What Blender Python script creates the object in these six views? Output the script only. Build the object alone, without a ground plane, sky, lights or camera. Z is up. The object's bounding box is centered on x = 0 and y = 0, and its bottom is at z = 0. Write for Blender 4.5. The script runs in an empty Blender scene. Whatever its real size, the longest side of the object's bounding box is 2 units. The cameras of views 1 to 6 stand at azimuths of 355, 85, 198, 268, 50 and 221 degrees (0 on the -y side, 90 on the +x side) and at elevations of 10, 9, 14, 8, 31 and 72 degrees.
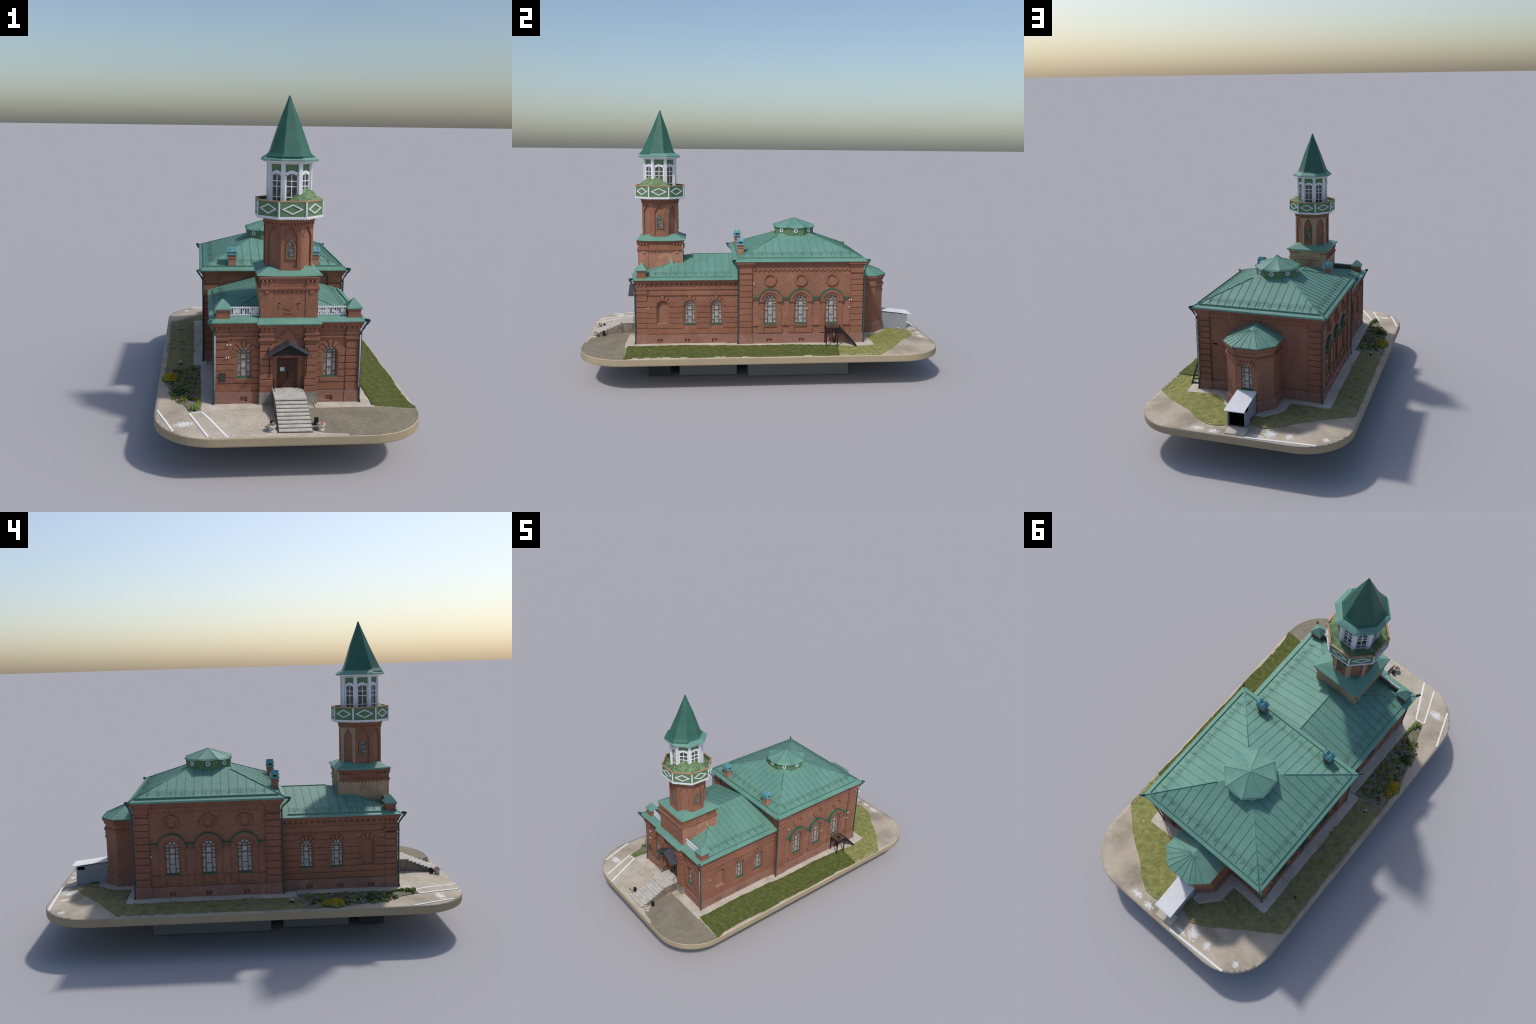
# Brick mosque with an octagonal minaret on a rounded diorama slab.
import bpy, bmesh, math, random
from mathutils import Vector, Matrix, noise

rng = random.Random(7)
C = bpy.context.scene.collection
pi = math.pi


def srgb(r, g, b):
    def f(c):
        c /= 255.0
        return c / 12.92 if c <= 0.04045 else ((c + 0.055) / 1.055) ** 2.4
    return (f(r), f(g), f(b), 1.0)


# ------------------------------------------------------------------ materials
class Nodes:
    """small helper for building node trees"""
    def __init__(self, name, rough=0.85, spec=0.25):
        self.m = bpy.data.materials.new(name)
        self.m.use_nodes = True
        self.t = self.m.node_tree
        self.t.nodes.clear()
        self.out = self.n('ShaderNodeOutputMaterial')
        self.b = self.n('ShaderNodeBsdfPrincipled')
        self.b.inputs['Roughness'].default_value = rough
        self.b.inputs['Specular IOR Level'].default_value = spec
        self.l(self.b.outputs[0], self.out.inputs[0])
        self.tc = self.n('ShaderNodeTexCoord')
        self.co = self.tc.outputs['Object']

    def n(self, k, **kw):
        x = self.t.nodes.new(k)
        for a, v in kw.items():
            setattr(x, a, v)
        return x

    def l(self, a, b):
        self.t.links.new(a, b)

    def set(self, sock, v):
        if hasattr(v, 'links'):
            self.l(v, sock)
        else:
            sock.default_value = v

    def noise(self, scale, detail=4.0, rough=0.6, vec=None, dist=0.0):
        x = self.n('ShaderNodeTexNoise')
        x.inputs['Scale'].default_value = scale
        x.inputs['Detail'].default_value = detail
        x.inputs['Roughness'].default_value = rough
        x.inputs['Distortion'].default_value = dist
        self.l(vec or self.co, x.inputs['Vector'])
        return x.outputs['Fac']

    def math(self, op, a, b=0.0, clamp=False):
        x = self.n('ShaderNodeMath', operation=op)
        x.use_clamp = clamp
        self.set(x.inputs[0], a)
        self.set(x.inputs[1], b)
        return x.outputs[0]

    def ramp(self, fac, stops):
        x = self.n('ShaderNodeValToRGB')
        e = x.color_ramp.elements
        while len(e) < len(stops):
            e.new(0.5)
        for i, (p, c) in enumerate(stops):
            e[i].position = p
            e[i].color = c if hasattr(c, '__len__') else (c, c, c, 1)
        self.l(fac, x.inputs[0])
        return x.outputs[0]

    def mix(self, fac, a, b, mode='MIX'):
        x = self.n('ShaderNodeMix', data_type='RGBA', blend_type=mode)
        self.set(x.inputs[0], fac)
        self.set(x.inputs[6], a)
        self.set(x.inputs[7], b)
        return x.outputs[2]

    def color(self, c):
        self.set(self.b.inputs['Base Color'], c)

    def bump(self, h, strength=0.3, dist=0.002):
        x = self.n('ShaderNodeBump')
        x.inputs['Strength'].default_value = strength
        x.inputs['Distance'].default_value = dist
        self.l(h, x.inputs['Height'])
        self.l(x.outputs[0], self.b.inputs['Normal'])

    def wall_uv(self):
        """(run along the wall, height) for vertical faces of any heading"""
        g = self.n('ShaderNodeNewGeometry')
        sn = self.n('ShaderNodeSeparateXYZ')
        self.l(g.outputs['Normal'], sn.inputs[0])
        sp = self.n('ShaderNodeSeparateXYZ')
        self.l(self.co, sp.inputs[0])
        u = self.math('SUBTRACT', self.math('MULTIPLY', sp.outputs[1], sn.outputs[0]),
                      self.math('MULTIPLY', sp.outputs[0], sn.outputs[1]))
        c = self.n('ShaderNodeCombineXYZ')
        self.l(u, c.inputs[0])
        self.l(sp.outputs[2], c.inputs[1])
        return c.outputs[0], sp, sn


def plain(name, c, var=0.15, scale=30, rough=0.8, spec=0.25, c2=None, bump=0.0):
    k = Nodes(name, rough, spec)
    f = k.noise(scale, 5)
    d = c2 or tuple(x * (1 - var) for x in c[:3]) + (1,)
    u = tuple(min(1, x * (1 + var)) for x in c[:3]) + (1,)
    k.color(k.ramp(f, [(0.3, d), (0.7, u if not c2 else c)]))
    if bump:
        k.bump(k.noise(scale * 4, 4), bump)
    return k.m


def brick(name, a, b, mortar, stain=None, stain_amt=0.0, dirt=0.25):
    k = Nodes(name, 0.9, 0.15)
    uv, sp, sn = k.wall_uv()
    t = k.n('ShaderNodeTexBrick')
    t.inputs['Scale'].default_value = 1.0
    t.inputs['Brick Width'].default_value = 0.0125
    t.inputs['Row Height'].default_value = 0.0042
    t.inputs['Mortar Size'].default_value = 0.00045
    t.inputs['Color1'].default_value = a
    t.inputs['Color2'].default_value = b
    t.inputs['Mortar'].default_value = mortar
    k.l(uv, t.inputs['Vector'])
    c = t.outputs['Color']
    big = k.noise(9, 5, 0.6)
    c = k.mix(1.0, c, k.ramp(big, [(0.25, 1 - dirt), (0.6, 1.0), (0.8, 1.12)]), 'MULTIPLY')
    fine = k.noise(160, 3, 0.7)
    c = k.mix(1.0, c, k.ramp(fine, [(0.25, 0.80), (0.75, 1.18)]), 'MULTIPLY')
    if stain:
        f = k.ramp(k.noise(14, 6, 0.65, dist=0.5), [(0.55, 0.0), (0.68, 1.0)])
        c = k.mix(k.math('MULTIPLY', f, stain_amt), c, stain)
    k.color(c)
    k.bump(t.outputs['Fac'], 0.25, 0.001)
    return k.m


M = {}
M['brick'] = brick('red_brick', srgb(146, 101, 82), srgb(129, 86, 69), srgb(172, 133, 113))
M['trim'] = brick('moulded_red_brick', srgb(146, 100, 81), srgb(132, 88, 70), srgb(154, 111, 92), dirt=0.22)
M['plinth'] = brick('washed_plinth_brick', srgb(146, 108, 96), srgb(136, 98, 86), srgb(156, 119, 106),
                    srgb(170, 140, 129), 0.5, 0.2)
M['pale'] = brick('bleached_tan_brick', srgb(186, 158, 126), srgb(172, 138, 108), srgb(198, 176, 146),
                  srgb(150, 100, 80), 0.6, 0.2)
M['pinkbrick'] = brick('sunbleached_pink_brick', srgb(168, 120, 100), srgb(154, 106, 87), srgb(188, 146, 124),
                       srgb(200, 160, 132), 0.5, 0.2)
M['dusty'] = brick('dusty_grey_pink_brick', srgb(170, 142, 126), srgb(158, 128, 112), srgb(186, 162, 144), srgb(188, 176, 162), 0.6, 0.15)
M['stone'] = plain('weathered_grey_stone', srgb(140, 136, 126), 0.3, 40, 0.9, bump=0.3)


def roof_mat(name, c, c2):
    k = Nodes(name, 0.6, 0.3)
    f = k.noise(7, 6, 0.6, dist=0.4)
    g = k.noise(45, 4, 0.65)
    col = k.ramp(k.math('ADD', k.math('MULTIPLY', f, 0.6), k.math('MULTIPLY', g, 0.4)),
                 [(0.35, c2), (0.62, c)])
    rust = k.ramp(k.noise(55, 5, 0.7), [(0.68, 0.0), (0.78, 1.0)])
    col = k.mix(k.math('MULTIPLY', rust, 0.35), col, srgb(140, 144, 120))
    k.color(col)
    k.bump(g, 0.12, 0.003)
    return k.m


M['roof'] = roof_mat('green_painted_sheet_roof', srgb(110, 153, 139), srgb(94, 138, 124))
M['seam'] = plain('roof_seam_shadow_green', srgb(84, 128, 112), 0.2, 60, 0.6)
M['guard'] = plain('rusty_snow_guard', srgb(92, 112, 94), 0.3, 80, 0.8)
M['green_metal'] = plain('dark_green_trim_metal', srgb(42, 98, 80), 0.2, 50, 0.5, 0.4)
M['blue_cap'] = plain('blue_green_chimney_sheet', srgb(96, 150, 158), 0.25, 60, 0.45, 0.4)
M['pipe'] = plain('drain_pipe_green', srgb(36, 74, 72), 0.3, 60, 0.5, 0.4)
M['pipe_white'] = plain('drain_pipe_pale', srgb(168, 176, 182), 0.2, 60, 0.5, 0.4)


def spire_mat():
    k = Nodes('green_scale_shingle', 0.5, 0.35)
    uv, sp, sn = k.wall_uv()
    s = k.n('ShaderNodeSeparateXYZ')
    k.l(uv, s.inputs[0])
    # diagonal overlapping rows
    w1 = k.math('SINE', k.math('MULTIPLY', k.math('ADD', s.outputs[1], k.math('MULTIPLY', s.outputs[0], 0.7)), 900))
    w2 = k.math('SINE', k.math('MULTIPLY', k.math('SUBTRACT', s.outputs[1], k.math('MULTIPLY', s.outputs[0], 0.7)), 900))
    h = k.math('MULTIPLY', k.math('ADD', w1, w2), 0.25)
    f = k.math('ADD', k.math('MULTIPLY', k.noise(18, 5), 0.7), k.math('MULTIPLY', h, 0.13))
    k.color(k.ramp(f, [(0.15, srgb(40, 88, 74)), (0.55, srgb(54, 104, 88))]))
    k.bump(h, 0.25, 0.002)
    return k.m


M['spire'] = spire_mat()
M['para'] = plain('leaf_green_painted_panel', srgb(92, 122, 88), 0.22, 70, 0.7)
M['para_in'] = plain('mottled_green_balcony_fill', srgb(128, 150, 112), 0.3, 60, 0.8, c2=srgb(66, 98, 60))
M['white'] = plain('white_painted_wood', srgb(214, 216, 220), 0.08, 40, 0.65)
M['copper'] = plain('orange_copper_rail', srgb(176, 136, 106), 0.15, 60, 0.6)
M['brownwood'] = plain('brown_window_wood', srgb(112, 78, 56), 0.2, 90, 0.7)
M['tanwood'] = plain('tan_weathered_window_wood', srgb(126, 98, 72), 0.2, 90, 0.7)
M['door'] = plain('dark_brown_door_wood', srgb(76, 50, 40), 0.2, 40, 0.6)
M['black'] = plain('black_iron', srgb(34, 34, 34), 0.3, 80, 0.6)
M['void'] = plain('black_interior', srgb(10, 10, 11), 0.2, 30, 1.0, 0.0)
M['canopy'] = plain('slate_grey_sheet', srgb(66, 66, 74), 0.15, 30, 0.5, 0.4)
M['rust'] = plain('rusty_board', srgb(104, 78, 54), 0.3, 50, 0.85, c2=srgb(66, 56, 50))
M['shed'] = plain('corrugated_grey_sheet', srgb(142, 147, 153), 0.10, 40, 0.6, 0.3)
M['shedroof'] = plain('pale_corrugated_sheet', srgb(224, 224, 226), 0.05, 40, 0.6, 0.3)
M['box'] = plain('dull_grey_block', srgb(128, 128, 128), 0.04, 6, 0.9)
M['boxdark'] = plain('dark_block', srgb(70, 72, 72), 0.05, 6, 0.9)
M['slab'] = plain('sandy_tan_slab_side', srgb(160, 146, 120), 0.05, 9, 0.9)
M['step'] = plain('worn_concrete_step', srgb(188, 184, 176), 0.2, 45, 0.9, bump=0.3)
M['stepdark'] = plain('stained_stair_side', srgb(122, 114, 104), 0.35, 25, 0.95, bump=0.4)
M['paper'] = plain('pale_blue_notice_paper', srgb(170, 198, 212), 0.03, 20, 0.7)
M['plaque'] = plain('dark_stone_plaque', srgb(52, 52, 54), 0.15, 60, 0.4, 0.5)
M['lamp'] = plain('white_lamp_plastic', srgb(220, 220, 220), 0.05, 20, 0.5)
M['paint'] = plain('white_road_paint', srgb(232, 232, 230), 0.1, 90, 0.8)
M['soil'] = None
M['kerb'] = plain('pale_kerb_stone', srgb(176, 168, 152), 0.2, 80, 0.9)


def pane_mat(name, a, b):
    k = Nodes(name, 0.2, 0.5)
    sp = k.n('ShaderNodeSeparateXYZ')
    k.l(k.co, sp.inputs[0])
    f = k.noise(70, 3, 0.5)
    fold = k.math('SINE', k.math('MULTIPLY', sp.outputs[0], 700))
    f = k.math('ADD', f, k.math('MULTIPLY', fold, 0.08))
    k.color(k.ramp(f, [(0.36, a), (0.62, b)]))
    return k.m


M['pane'] = pane_mat('curtained_window_glass', srgb(128, 136, 138), srgb(172, 178, 176))
M['darkpane'] = pane_mat('dark_window_glass', srgb(62, 66, 72), srgb(118, 124, 132))
M['lanternpane'] = pane_mat('lantern_window_void', srgb(40, 42, 38), srgb(92, 92, 80))


def ground_mat(name, stops, scale, speckle=0.25, bump=0.4, warp=0.3):
    k = Nodes(name, 0.95, 0.1)
    f = k.noise(scale, 6, 0.65, dist=warp)
    c = k.ramp(f, stops)
    g = k.noise(220, 3, 0.7)
    c = k.mix(1.0, c, k.ramp(g, [(0.25, 1 - speckle), (0.75, 1 + speckle)]), 'MULTIPLY')
    k.color(c)
    k.bump(g, bump, 0.003)
    return k.m




def asphalt_mat(name, stops, scale, speckle=0.25, bump=0.4):
    """dusty asphalt with darker tar stains and scuffed splashes of white road paint"""
    k = Nodes(name, 0.95, 0.1)
    c = k.ramp(k.noise(scale, 6, 0.65, dist=0.3), stops)
    g = k.noise(220, 3, 0.7)
    c = k.mix(1.0, c, k.ramp(g, [(0.25, 1 - speckle), (0.75, 1 + speckle)]), 'MULTIPLY')

    def spot(x, y, rx, ry):
        m = k.n('ShaderNodeMapping')
        m.inputs['Location'].default_value = (-x / rx, -y / ry, 0)
        m.inputs['Scale'].default_value = (1 / rx, 1 / ry, 0)
        k.l(k.co, m.inputs['Vector'])
        d = k.n('ShaderNodeVectorMath', operation='LENGTH')
        k.l(m.outputs[0], d.inputs[0])
        return k.math('SUBTRACT', 1.0, d.outputs['Value'], True)

    def union(spots):
        u = None
        for q in spots:
            t = spot(*q)
            u = t if u is None else k.math('MAXIMUM', u, t)
        return u
    tar = union(((.25, .90, .10, .10), (-.25, .86, .18, .06), (.45, .78, .12, .14), (.06, .96, .16, .05)))
    f = k.ramp(k.math('MULTIPLY', tar, k.noise(28, 6, 0.7)), [(0.12, 0.0), (0.4, 0.55)])
    c = k.mix(f, c, srgb(128, 118, 104))
    wht = union(((-.432, -.868, .06, .035), (-.178, .925, .05, .055), (-.275, .925, .032, .035), (-.447, .90, .028, .026),
                 (.10, .966, .045, .024), (.185, .958, .05, .024), (-.12, .955, .05, .02)))
    f = k.ramp(k.math('ADD', k.math('MULTIPLY', k.math('SQRT', wht), 0.34), k.math('MULTIPLY', k.noise(120, 5, 0.75), 0.9)), [(0.66, 0.0), (0.72, 1.0)])
    gate = k.ramp(wht, [(0.0, 0.0), (0.06, 1.0)])
    c = k.mix(k.math('MULTIPLY', f, gate), c, srgb(226, 226, 224))
    k.color(c)
    k.bump(g, bump, 0.003)
    return k.m


M['asphalt'] = asphalt_mat('dusty_asphalt', [(0.25, srgb(150, 140, 127)), (0.5, srgb(184, 171, 153)), (0.75, srgb(202, 189, 171))], 6, 0.12)
M['walk'] = ground_mat('grey_concrete_walk', [(0.3, srgb(176, 166, 150)), (0.7, srgb(206, 198, 186))], 12, 0.1, 0.2)
M['lawn_green'] = ground_mat('mown_green_lawn', [(0.25, srgb(72, 80, 40)), (0.5, srgb(90, 98, 52)), (0.75, srgb(114, 118, 74))], 40, 0.35, 0.9)
M['lawn_bright'] = ground_mat('sunny_yellow_green_lawn', [(0.25, srgb(112, 114, 66)), (0.5, srgb(138, 140, 84)), (0.75, srgb(160, 160, 106))], 30, 0.3, 0.9)
M['lawn_dry'] = ground_mat('dry_olive_lawn', [(0.25, srgb(112, 106, 78)), (0.5, srgb(140, 134, 96)), (0.75, srgb(152, 152, 104))], 30, 0.3, 0.9)


M['soil'] = ground_mat('grey_soil_with_seedlings', [(0.42, srgb(138, 132, 120)), (0.55, srgb(124, 122, 96)), (0.66, srgb(104, 116, 66))], 34, 0.3, 0.8)


def paver(name, a, b, m):
    k = Nodes(name, 0.95, 0.1)
    t = k.n('ShaderNodeTexBrick')
    t.inputs['Scale'].default_value = 1.0
    t.inputs['Brick Width'].default_value = 0.0095
    t.inputs['Row Height'].default_value = 0.0055
    t.inputs['Mortar Size'].default_value = 0.0007
    t.inputs['Color1'].default_value = a
    t.inputs['Color2'].default_value = b
    t.inputs['Mortar'].default_value = m
    k.l(k.co, t.inputs['Vector'])
    c = k.mix(1.0, t.outputs['Color'], k.ramp(k.noise(10, 6, 0.6, dist=0.3), [(0.3, 0.84), (0.7, 1.12)]), 'MULTIPLY')
    c = k.mix(1.0, c, k.ramp(k.noise(250, 2), [(0.3, 0.85), (0.7, 1.15)]), 'MULTIPLY')
    k.color(c)
    k.bump(t.outputs['Fac'], 0.3, 0.001)
    return k.m


M['paver'] = paver('pale_cobble_pavers', srgb(208, 199, 182), srgb(192, 183, 166), srgb(164, 153, 136))
M['paver_shadow_tint'] = paver('cobble_pavers_darkened_for_shadow', srgb(154, 146, 129), srgb(138, 130, 113), srgb(114, 106, 91))  # same pavers, darkened: a cast shadow painted into the right half of the yard


def leaf_mat(name, a, b):
    k = Nodes(name, 0.8, 0.2)
    k.color(k.ramp(k.noise(120, 3, 0.7), [(0.3, a), (0.7, b)]))
    k.bump(k.noise(200, 3), 0.8, 0.004)
    return k.m


M['leaf'] = leaf_mat('garden_leaf_green', srgb(70, 88, 42), srgb(132, 150, 76))
M['leaf_dark'] = leaf_mat('dark_shrub_green', srgb(40, 58, 30), srgb(74, 96, 50))
M['yellow'] = leaf_mat('yellow_marigold', srgb(168, 124, 24), srgb(206, 168, 40))
M['pink'] = leaf_mat('pink_petal', srgb(190, 80, 120), srgb(226, 150, 178))
M['violet'] = leaf_mat('violet_petal', srgb(112, 76, 110), srgb(150, 120, 150))
M['petal_white'] = leaf_mat('white_petal', srgb(200, 200, 205), srgb(235, 235, 235))

# ------------------------------------------------------------------ mesh tools
root = bpy.data.objects.new('mosque', None)
C.objects.link(root)
root['label'] = 'red brick mosque with green roofs and octagonal minaret on slab'
root['category'] = 'mosque building'


class Frame:
    """wall frame: u runs along the wall, n points out of it, z is up"""
    def __init__(self, heading, ox=0.0, oy=0.0):
        self.c, self.s = round(math.cos(heading), 12), round(math.sin(heading), 12)
        self.ox, self.oy, self.heading = ox, oy, heading

    def p(self, u, n, z):
        x, y = u, -n
        return (self.ox + x * self.c - y * self.s, self.oy + x * self.s + y * self.c, z)


WORLD = Frame(0)


class B:
    """accumulates closed solids into one mesh"""
    def __init__(self, frame=None):
        self.v, self.f, self.mi, self.f0 = [], [], [], frame
        self.cur = 0
        self.smooth = []

    def raw(self, verts, faces, smooth=False):
        o = len(self.v)
        self.v += [tuple(p) for p in verts]
        for f in faces:
            self.f.append([i + o for i in f])
            self.mi.append(self.cur)
            self.smooth.append(smooth)
        return self

    def loft(self, rings, cap=True, smooth=False, closed=True):
        n = len(rings[0])
        vs = [p for r in rings for p in r]
        fs = []
        for i in range(len(rings) - 1):
            for j in range(n if closed else n - 1):
                k = (j + 1) % n
                fs.append((i * n + j, i * n + k, (i + 1) * n + k, (i + 1) * n + j))
        if cap:
            fs.append(tuple(range(n - 1, -1, -1)))
            fs.append(tuple(range((len(rings) - 1) * n, len(rings) * n)))
        return self.raw(vs, fs, smooth)

    def box(self, x0, x1, y0, y1, z0, z1):
        return self.loft([[(x0, y0, z), (x1, y0, z), (x1, y1, z), (x0, y1, z)] for z in (z0, z1)])

    def taper(self, cx, cy, z0, z1, hx0, hy0, hx1, hy1):
        return self.loft([[(cx - a, cy - b, z), (cx + a, cy - b, z), (cx + a, cy + b, z), (cx - a, cy + b, z)]
                          for z, a, b in ((z0, hx0, hy0), (z1, hx1, hy1))])

    def wbox(self, F, u0, u1, n0, n1, z0, z1):
        return self.loft([[F.p(u0, n0, z), F.p(u1, n0, z), F.p(u1, n1, z), F.p(u0, n1, z)] for z in (z0, z1)])

    def prism(self, F, poly, n0, n1):
        """outline in (u, z) extruded from depth n0 to n1"""
        return self.loft([[F.p(u, n, z) for u, z in poly] for n in (n0, n1)])

    def ring(self, F, uc, zc, r0, r1, n0, n1, a0=0.0, a1=2 * pi, seg=24):
        full = abs(a1 - a0 - 2 * pi) < 1e-6
        rings = []
        for i in range(seg + (0 if full else 1)):
            a = a0 + (a1 - a0) * i / seg
            ca, sa = math.cos(a), math.sin(a)
            rings.append([F.p(uc + r * ca, n, zc + r * sa) for r, n in ((r0, n0), (r1, n0), (r1, n1), (r0, n1))])
        if full:
            rings.append(rings[0])
            return self.loft(rings, cap=False)
        return self.loft(rings)

    def tube(self, pts, r, seg=8, cap=True):
        pts = [Vector(p) for p in pts]
        rings = []
        for i, p in enumerate(pts):
            d = (pts[min(i + 1, len(pts) - 1)] - pts[max(i - 1, 0)]).normalized()
            a = Vector((0, 0, 1)) if abs(d.z) < 0.9 else Vector((1, 0, 0))
            x = d.cross(a).normalized()
            y = d.cross(x)
            rings.append([p + r * (x * math.cos(2 * pi * j / seg) + y * math.sin(2 * pi * j / seg)) for j in range(seg)])
        return self.loft(rings, cap, True)

    def bar(self, a, b, w, h=None):
        """square bar between two points"""
        a, b = Vector(a), Vector(b)
        d = (b - a).normalized()
        up = Vector((0, 0, 1)) if abs(d.z) < 0.95 else Vector((1, 0, 0))
        x = d.cross(up).normalized() * w / 2
        y = x.cross(d).normalized() * (h or w) / 2
        return self.loft([[p + x + y, p - x + y, p - x - y, p + x - y] for p in (a, b)])

    def build(self, name, mats, parent, fix=True):
        me = bpy.data.meshes.new(name)
        me.from_pydata(self.v, [], self.f)
        for m in (mats if isinstance(mats, (list, tuple)) else [mats]):
            me.materials.append(m)
        me.polygons.foreach_set('material_index', self.mi)
        me.polygons.foreach_set('use_smooth', self.smooth)
        if fix:
            bm = bmesh.new()
            bm.from_mesh(me)
            bmesh.ops.recalc_face_normals(bm, faces=bm.faces)
            bm.to_mesh(me)
            bm.free()
        me.update()
        ob = bpy.data.objects.new(name, me)
        C.objects.link(ob)
        ob.parent = parent
        return ob


def put(mesh_ob_data, name, parent, loc=(0, 0, 0), rot=0.0, scale=1.0):
    ob = bpy.data.objects.new(name, mesh_ob_data)
    C.objects.link(ob)
    ob.parent = parent
    ob.location = loc
    ob.rotation_euler = (0, 0, rot)
    ob.scale = (scale,) * 3 if not hasattr(scale, '__len__') else scale
    return ob


def mesh_of(builder, name, mats):
    ob = builder.build(name, mats, None)
    me = ob.data
    bpy.data.objects.remove(ob)
    return me


def arch(uc, hw, z0, zt, seg=14, pointed=False):
    """closed outline of a round (or pointed) headed opening, counter-clockwise"""
    pts = [(uc - hw, z0), (uc + hw, z0)]
    if pointed:
        zs = zt - hw * 1.75
        for i in range(seg + 1):
            t = i / seg
            pts.append((uc + hw * (1 - t ** 1.5), zs + (zt - zs) * t))
        for i in range(1, seg + 1):
            t = 1 - i / seg
            pts.append((uc - hw * (1 - t ** 1.5), zs + (zt - zs) * t))
    else:
        zs = zt - hw
        for i in range(seg + 1):
            a = pi * i / seg
            pts.append((uc + hw * math.cos(a), zs + hw * math.sin(a)))
    return pts


def panel(b, F, u0, u1, z0, z1, n0, n1, holes, pointed=False):
    """wall skin from n0 to n1 with arched openings (uc, hw, zb, zt)"""
    cur = u0
    for uc, hw, zb, zt in sorted(holes):
        if uc - hw > cur:
            b.wbox(F, cur, uc - hw, n0, n1, z0, z1)
        if zb > z0:
            b.wbox(F, uc - hw, uc + hw, n0, n1, z0, zb)
        top = arch(uc, hw, zb, zt, 14, pointed)[2:]
        half = len(top) // 2
        b.prism(F, [(uc + hw, z1), (uc, z1)] + top[half::-1], n0, n1)
        b.prism(F, [(uc, z1), (uc - hw, z1)] + top[:half - 1:-1], n0, n1)
        cur = uc + hw
    b.wbox(F, cur, u1, n0, n1, z0, z1)


def window_meshes(tag, hw, h, frame_mat='brownwood', sill=True):
    """frame with glazing bars (origin at sill centre on the wall face, facing -y) and its pane"""
    F = WORLD
    fr = B()
    t = hw * 0.10
    zs = h - hw
    out, inn = arch(0, hw, 0, h, 16), arch(0, hw - t, t, h - t, 16)
    rings = [[(p[0], d, p[1]) for p in (o, i) for d in ((0.0095, 0.003) if p is o else (0.003, 0.0095))] for o, i in zip(out, inn)]
    fr.loft(rings + [rings[0]], cap=False)
    w = hw * 0.055

    def vb(u, z0, z1, k=1.0):
        fr.wbox(F, u - w * k, u + w * k, -0.0093, -0.005, z0, z1)

    def hb(z, u0, u1, k=1.0):
        fr.wbox(F, u0, u1, -0.0091, -0.0048, z - w * k, z + w * k)
    a = hw * 0.42
    hb(zs, -hw + t, hw - t, 1.6)
    vb(-a, t, zs, 1.2)
    vb(a, t, zs, 1.2)
    hb(zs * 0.76, -hw + t, hw - t, 1.3)
    for s in (-1, 1):
        u0, u1 = (a, hw - t) if s > 0 else (-hw + t, -a)
        for q in (0.88, 0.58, 0.19):
            hb(zs * q, u0, u1)
    hb(zs * 0.37, -a, a)
    # fan light
    fr.ring(F, 0, zs, a - w, a + w, -0.0091, -0.005, 0, pi, 12)
    for k in range(1, 4):
        an = pi * k / 4
        c, s = math.cos(an), math.sin(an)
        q = [(a * c - w * s, zs + a * s + w * c), (a * c + w * s, zs + a * s - w * c),
             ((hw - t) * c + w * s, zs + (hw - t) * s - w * c), ((hw - t) * c - w * s, zs + (hw - t) * s + w * c)]
        fr.prism(F, q, -0.0092, -0.005)
    mats = [M[frame_mat], M['green_metal']]
    if sill:
        fr.cur = 1
        fr.wbox(F, -hw * 1.12, hw * 1.12, -0.009, 0.004, -0.005, 0.0005)
    pn = B()
    pn.prism(F, arch(0, hw - t * 0.5, t * 0.5, h - t * 0.5, 16), -0.0115, -0.0075)
    return mesh_of(fr, tag + '_frame', mats), mesh_of(pn, tag + '_pane', M['pane'])


def place_window(pair, F, u, n, z, parent, nm='window'):
    x, y, zz = F.p(u, n, z)
    a = put(pair[0], nm + '_frame', parent, (x, y, zz), F.heading)
    b = put(pair[1], nm + '_pane', parent, (x, y, zz), F.heading)
    return a, b


# ------------------------------------------------------------------ the slab
SX, SY, SR = 0.558, 1.0, 0.25


def slab_sdf(x, y):
    qx, qy = abs(x) - (SX - SR), abs(y) - (SY - SR)
    return math.hypot(max(qx, 0), max(qy, 0)) + min(max(qx, qy), 0) - SR


def ground(x, y):
    d = min(max(-slab_sdf(x, y) / 0.22, 0), 1)
    n = noise.noise(Vector((x * 5, y * 5, 3.1))) * 0.0012
    n -= 0.004 * d * min(max((y - .5) / .4, 0), 1) * min(max(-x / .4, 0), 1)
    return 0.1888 + 0.0138 * d * d * (3 - 2 * d) + n


def slab_outline(inset=0.0, seg=14):
    pts = []
    for cx, cy, a0 in ((1, -1, -pi / 2), (1, 1, 0), (-1, 1, pi / 2), (-1, -1, pi)):
        for i in range(seg + 1):
            a = a0 + pi / 2 * i / seg
            r = SR - inset
            pts.append((cx * (SX - SR) + r * math.cos(a), cy * (SY - SR) + r * math.sin(a)))
    return pts


b = B()
prof = [(0.006, 0.15), (0.0015, 0.1525), (0.0, 0.157), (0.0, 0.1862), (0.0015, 0.1878)]
b.loft([[(x, y, z) for x, y in slab_outline(i)] for i, z in prof])
slab = b.build('base_slab', M['slab'], root)

for nm, hx, y0, y1, m in (('hall', 0.286, -0.073, 0.504, 'box'), ('nave', 0.25, -0.463, -0.137, 'box'), ('tower', 0.25, -0.638, -0.514, 'boxdark')):
    q = B()
    q.box(-hx, hx, y0, y1, 0.0, 0.152)
    q.build('support_block', M[m], slab)


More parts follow.
